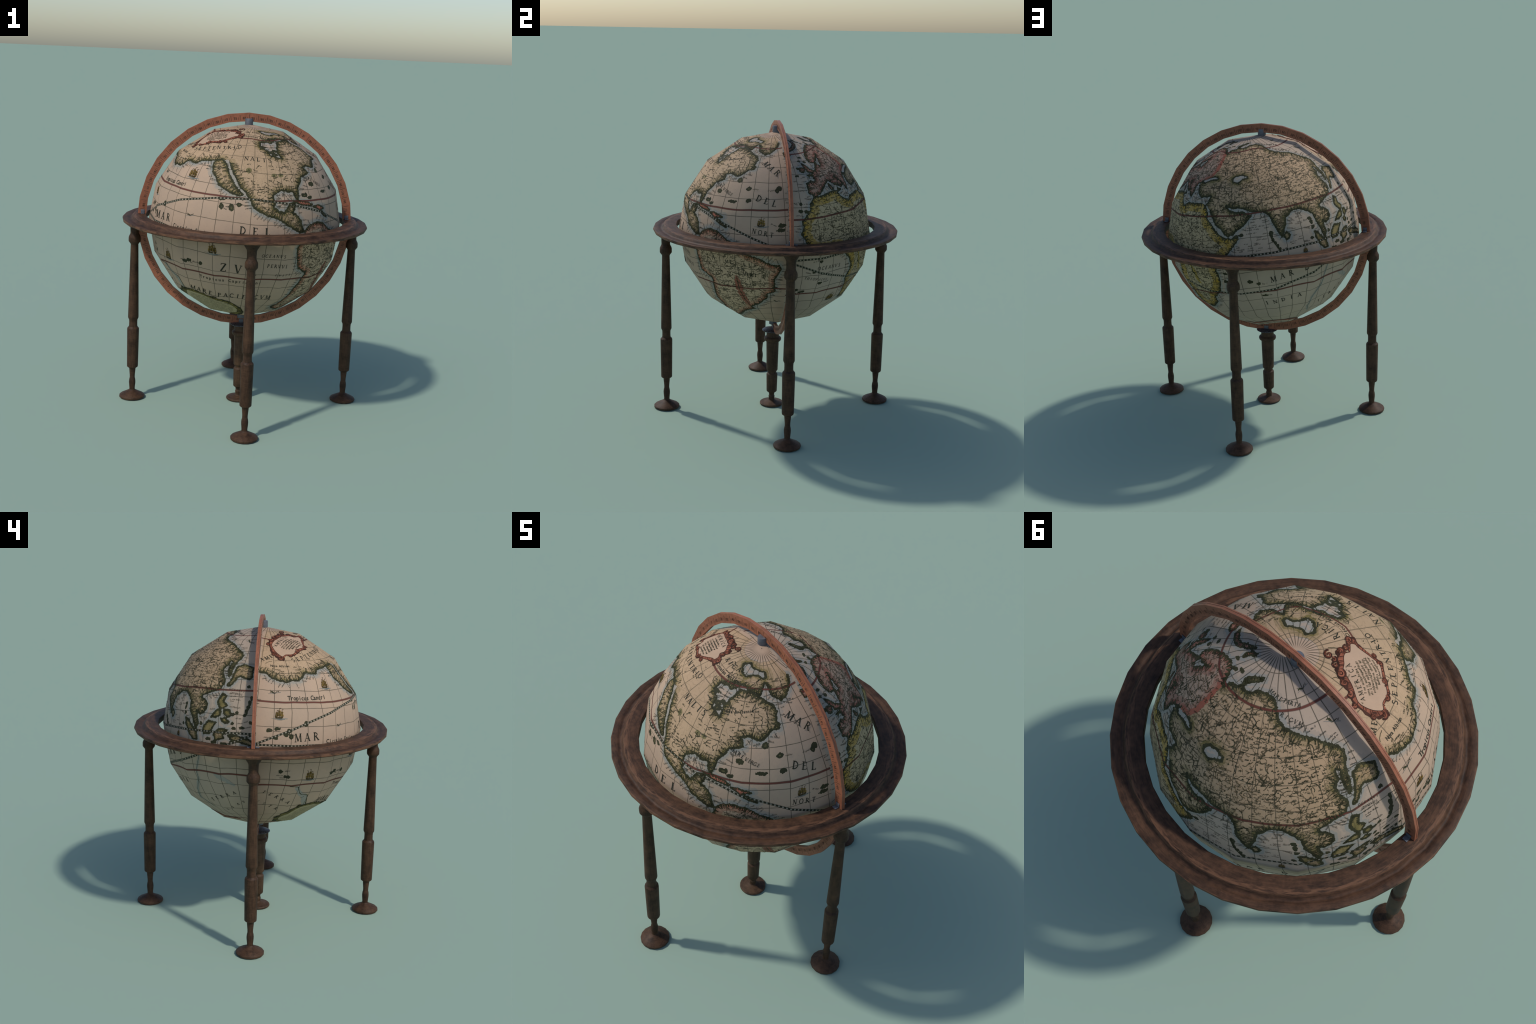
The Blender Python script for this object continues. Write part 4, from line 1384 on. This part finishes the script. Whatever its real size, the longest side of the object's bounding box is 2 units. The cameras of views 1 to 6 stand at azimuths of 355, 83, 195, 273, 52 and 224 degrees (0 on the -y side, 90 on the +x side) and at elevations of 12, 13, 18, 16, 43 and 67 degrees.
# ------------------------------------------------------------------ meridian ring (32 facets, rectangular section with chamfers)
SEG = 32
Y0, Y1 = MERIDIAN_Y0, MERIDIAN_Y1
prof = [(MERIDIAN_IN, Y0), (MERIDIAN_R - .0008, Y0), (MERIDIAN_R, Y0 + .0008), (MERIDIAN_R, Y0 + .006), (MERIDIAN_R - .0016, Y0 + .007),
        (MERIDIAN_R - .0016, Y1 - .007), (MERIDIAN_R, Y1 - .006), (MERIDIAN_R, Y1 - .0008), (MERIDIAN_R - .0008, Y1), (MERIDIAN_IN, Y1)]
v, f = [], []
for i in range(SEG):
    a = 2 * math.pi * i / SEG
    for r, y in prof:
        v.append((r * math.sin(a), y, r * math.cos(a)))
n = len(prof)
for i in range(SEG):
    j = (i + 1) % SEG
    for k in range(n):
        l = (k + 1) % n
        f.append((i * n + k, i * n + l, j * n + l, j * n + k))
meridian = mesh_object("meridian_ring", v, f, COPPER, root, loc=(0, 0, RING_Z), smooth=20)


def ring_point(r, ang, side):
    """point on a flat face of the faceted ring; ang in degrees from the top"""
    seg = 360 / SEG
    local = (ang % seg) - seg / 2
    k = math.cos(math.radians(seg / 2)) / math.cos(math.radians(local))
    a = math.radians(ang)
    y = MERIDIAN_Y0 - .0005 if side < 0 else MERIDIAN_Y1 + .0005
    return (r * k * math.sin(a), y, r * k * math.cos(a))


for side in (-1, 1):
    v, f = [], []
    rng = random.Random(21 + side)
    for i in range(360):
        r0 = MERIDIAN_IN + (.012 if i % 5 else .008)
        r1 = MERIDIAN_IN + (.030 if i % 5 else .044)
        if i % 5 and rng.random() < .12:
            continue
        w = .11 if i % 5 else .13
        k = len(v)
        v += [ring_point(r0, i - w, side), ring_point(r0, i + w, side), ring_point(r1, i + w, side), ring_point(r1, i - w, side)]
        f.append((k, k + 1, k + 2, k + 3) if side < 0 else (k + 3, k + 2, k + 1, k))
    ob = mesh_object("graduation", v, f, ENGRAVING, meridian)
    ob["kind"] = "stuff"
    v, f = [], []
    for i in range(72):
        ang = i * 5 + 2.2
        q = (i * 5) % 90
        num = str(int(round(abs(45 - q) * 2 / 10) * 10))
        tv, tf = text_shape(num)
        cx = (min(p[0] for p in tv) + max(p[0] for p in tv)) / 2
        k = len(v)
        sz = .021
        for x, y in tv:
            da = math.degrees((x - cx) * sz / .69) * (1 if side < 0 else -1)
            v.append(ring_point(MERIDIAN_IN + .016 + y * sz, ang + da, side * 1.0))
        f += [tuple(q2 + k for q2 in fc) for fc in tf]
    ob = mesh_object("numeral", v, f, ENGRAVING, meridian)
    ob["kind"] = "stuff"

# polar pins
for z, h in ((BALL_R - .012, .048), (-BALL_R - .036, .048)):
    pv, pf = lathe([(.0265, 0), (.0270, .003), (.0270, h - .004), (.0255, h)], 20)
    mesh_object("axis_pin", [(x, y + AXIS_Y, zz + z + CENTRE_Z - RING_Z) for x, y, zz in pv], pf, STEEL, meridian, smooth=40)


def bracket(loc, side, turn, name="bracket", size=.026):
    """angle plate with rounded corners: one leaf on the ring face, one leaf flat"""
    bm = bmesh.new()
    t = .004
    for a, b2 in (((-size / 2, 0, 0), (size / 2, t, size)), ((-size / 2, 0, 0), (size / 2, size, t))):
        m = Matrix.Translation(((a[0] + b2[0]) / 2, (a[1] + b2[1]) / 2, (a[2] + b2[2]) / 2)) @ Matrix.Diagonal((b2[0] - a[0], b2[1] - a[1], b2[2] - a[2], 1))
        bmesh.ops.create_cube(bm, size=1.0, matrix=m)
    bmesh.ops.bevel(bm, geom=bm.edges[:], offset=.0014, segments=2, profile=.6, affect="EDGES")
    me = bpy.data.meshes.new(name)
    bm.to_mesh(me)
    bm.free()
    me.materials.append(STEEL)
    smooth_by_angle(me, 40)
    ob = bpy.data.objects.new(name, me)
    ob.matrix_local = Matrix.Translation(loc) @ Matrix.Rotation(turn, 4, "Z")
    link(ob, meridian)


HORIZON_TOP = 1.3025
for sx in (-1, 1):
    bracket((sx * .692, MERIDIAN_Y0 - .0005, HORIZON_TOP - RING_Z), -1, math.pi)
    bracket((sx * .692, MERIDIAN_Y1 + .0005, HORIZON_TOP - RING_Z), 1, 0)
bracket((0, MERIDIAN_Y0 - .0005, .549 - RING_Z), -1, math.pi, size=.03)
bracket((0, MERIDIAN_Y1 + .0005, .549 - RING_Z), 1, 0, size=.03)

# ------------------------------------------------------------------ horizon ring: moulded section, 32 facets
HORIZON = [(.673, 1.262), (.6715, 1.266), (.6715, 1.298), (.674, 1.3010), (.690, 1.3020), (.720, 1.3025), (.746, 1.3025), (.754, 1.3010),
           (.760, 1.295), (.765, 1.286), (.770, 1.2795), (.776, 1.2770), (.783, 1.2775), (.788, 1.2805), (.800, 1.2815), (.819, 1.2825), (.8245, 1.2805), (.8265, 1.275),
           (.8265, 1.267), (.823, 1.262), (.815, 1.2605), (.74, 1.2605)]
hv, hf = lathe(HORIZON, 32, 0.0, closed=True)
mesh_object("horizon_ring", hv, hf, WOOD_RING, root, smooth=34)

# ------------------------------------------------------------------ turned legs and centre post
LEG = [(.080, .000), (.086, .004), (.086, .014), (.080, .020), (.050, .036), (.030, .047), (.0215, .052), (.019, .056), (.0185, .066),
       (.0215, .098), (.0220, .112), (.0205, .128), (.0172, .142), (.0175, .160), (.0215, .205), (.0220, .210), (.0365, .222),
       (.0375, .230), (.0400, .492), (.0390, .499), (.0290, .511), (.0280, .518), (.0275, .545), (.0285, .560), (.0350, .574),
       (.0355, .582), (.0325, .75), (.0290, .92), (.0255, 1.086), (.0270, 1.092), (.0390, 1.108), (.0400, 1.114), (.0400, 1.134),
       (.0385, 1.142), (.0300, 1.160), (.0285, 1.168), (.0300, 1.212), (.0330, 1.222), (.0480, 1.246), (.0540, 1.256), (.0540, 1.263)]
lv, lf = lathe([(r * 1.03, z) for r, z in LEG], 16, math.radians(11.25))
leg_mesh = None
for i in range(4):
    a = math.pi / 2 * i
    if leg_mesh is None:
        ob = mesh_object("leg", lv, lf, WOOD_LEG, root, smooth=28)
        leg_mesh = ob.data
    else:
        ob = link(bpy.data.objects.new("leg", leg_mesh), root)
    ob.location = (LEG_RADIUS * math.cos(a), LEG_RADIUS * math.sin(a), 0)
    ob.rotation_euler = (0, 0, a)

POST = [(.078, .000), (.083, .003), (.083, .010), (.078, .015), (.040, .022), (.0235, .028), (.0205, .032), (.0200, .046), (.0215, .054),
        (.0210, .060), (.0180, .066), (.0190, .076), (.0225, .086), (.0340, .093), (.0365, .098), (.0390, .216), (.0380, .224), (.0310, .232),
        (.0300, .238), (.0310, .244), (.0380, .252), (.0395, .258), (.0435, .455), (.0425, .462), (.0500, .466), (.0570, .472), (.0600, .480),
        (.0590, .490), (.0520, .497), (.0450, .500), (.0440, .505), (.0440, .528), (.0450, .533)]
pv, pf = lathe(POST, 24)
post = mesh_object("centre_post", pv, pf, WOOD_POST, root, loc=(0, AXIS_Y, 0), smooth=28)
dv, df = lathe([(.030, .534), (.062, .538), (.074, .5445), (.074, .5475), (.066, .5525), (.030, .5555)], 28)
mesh_object("cap_disc", dv, df, STEEL_PITTED, post, smooth=40)
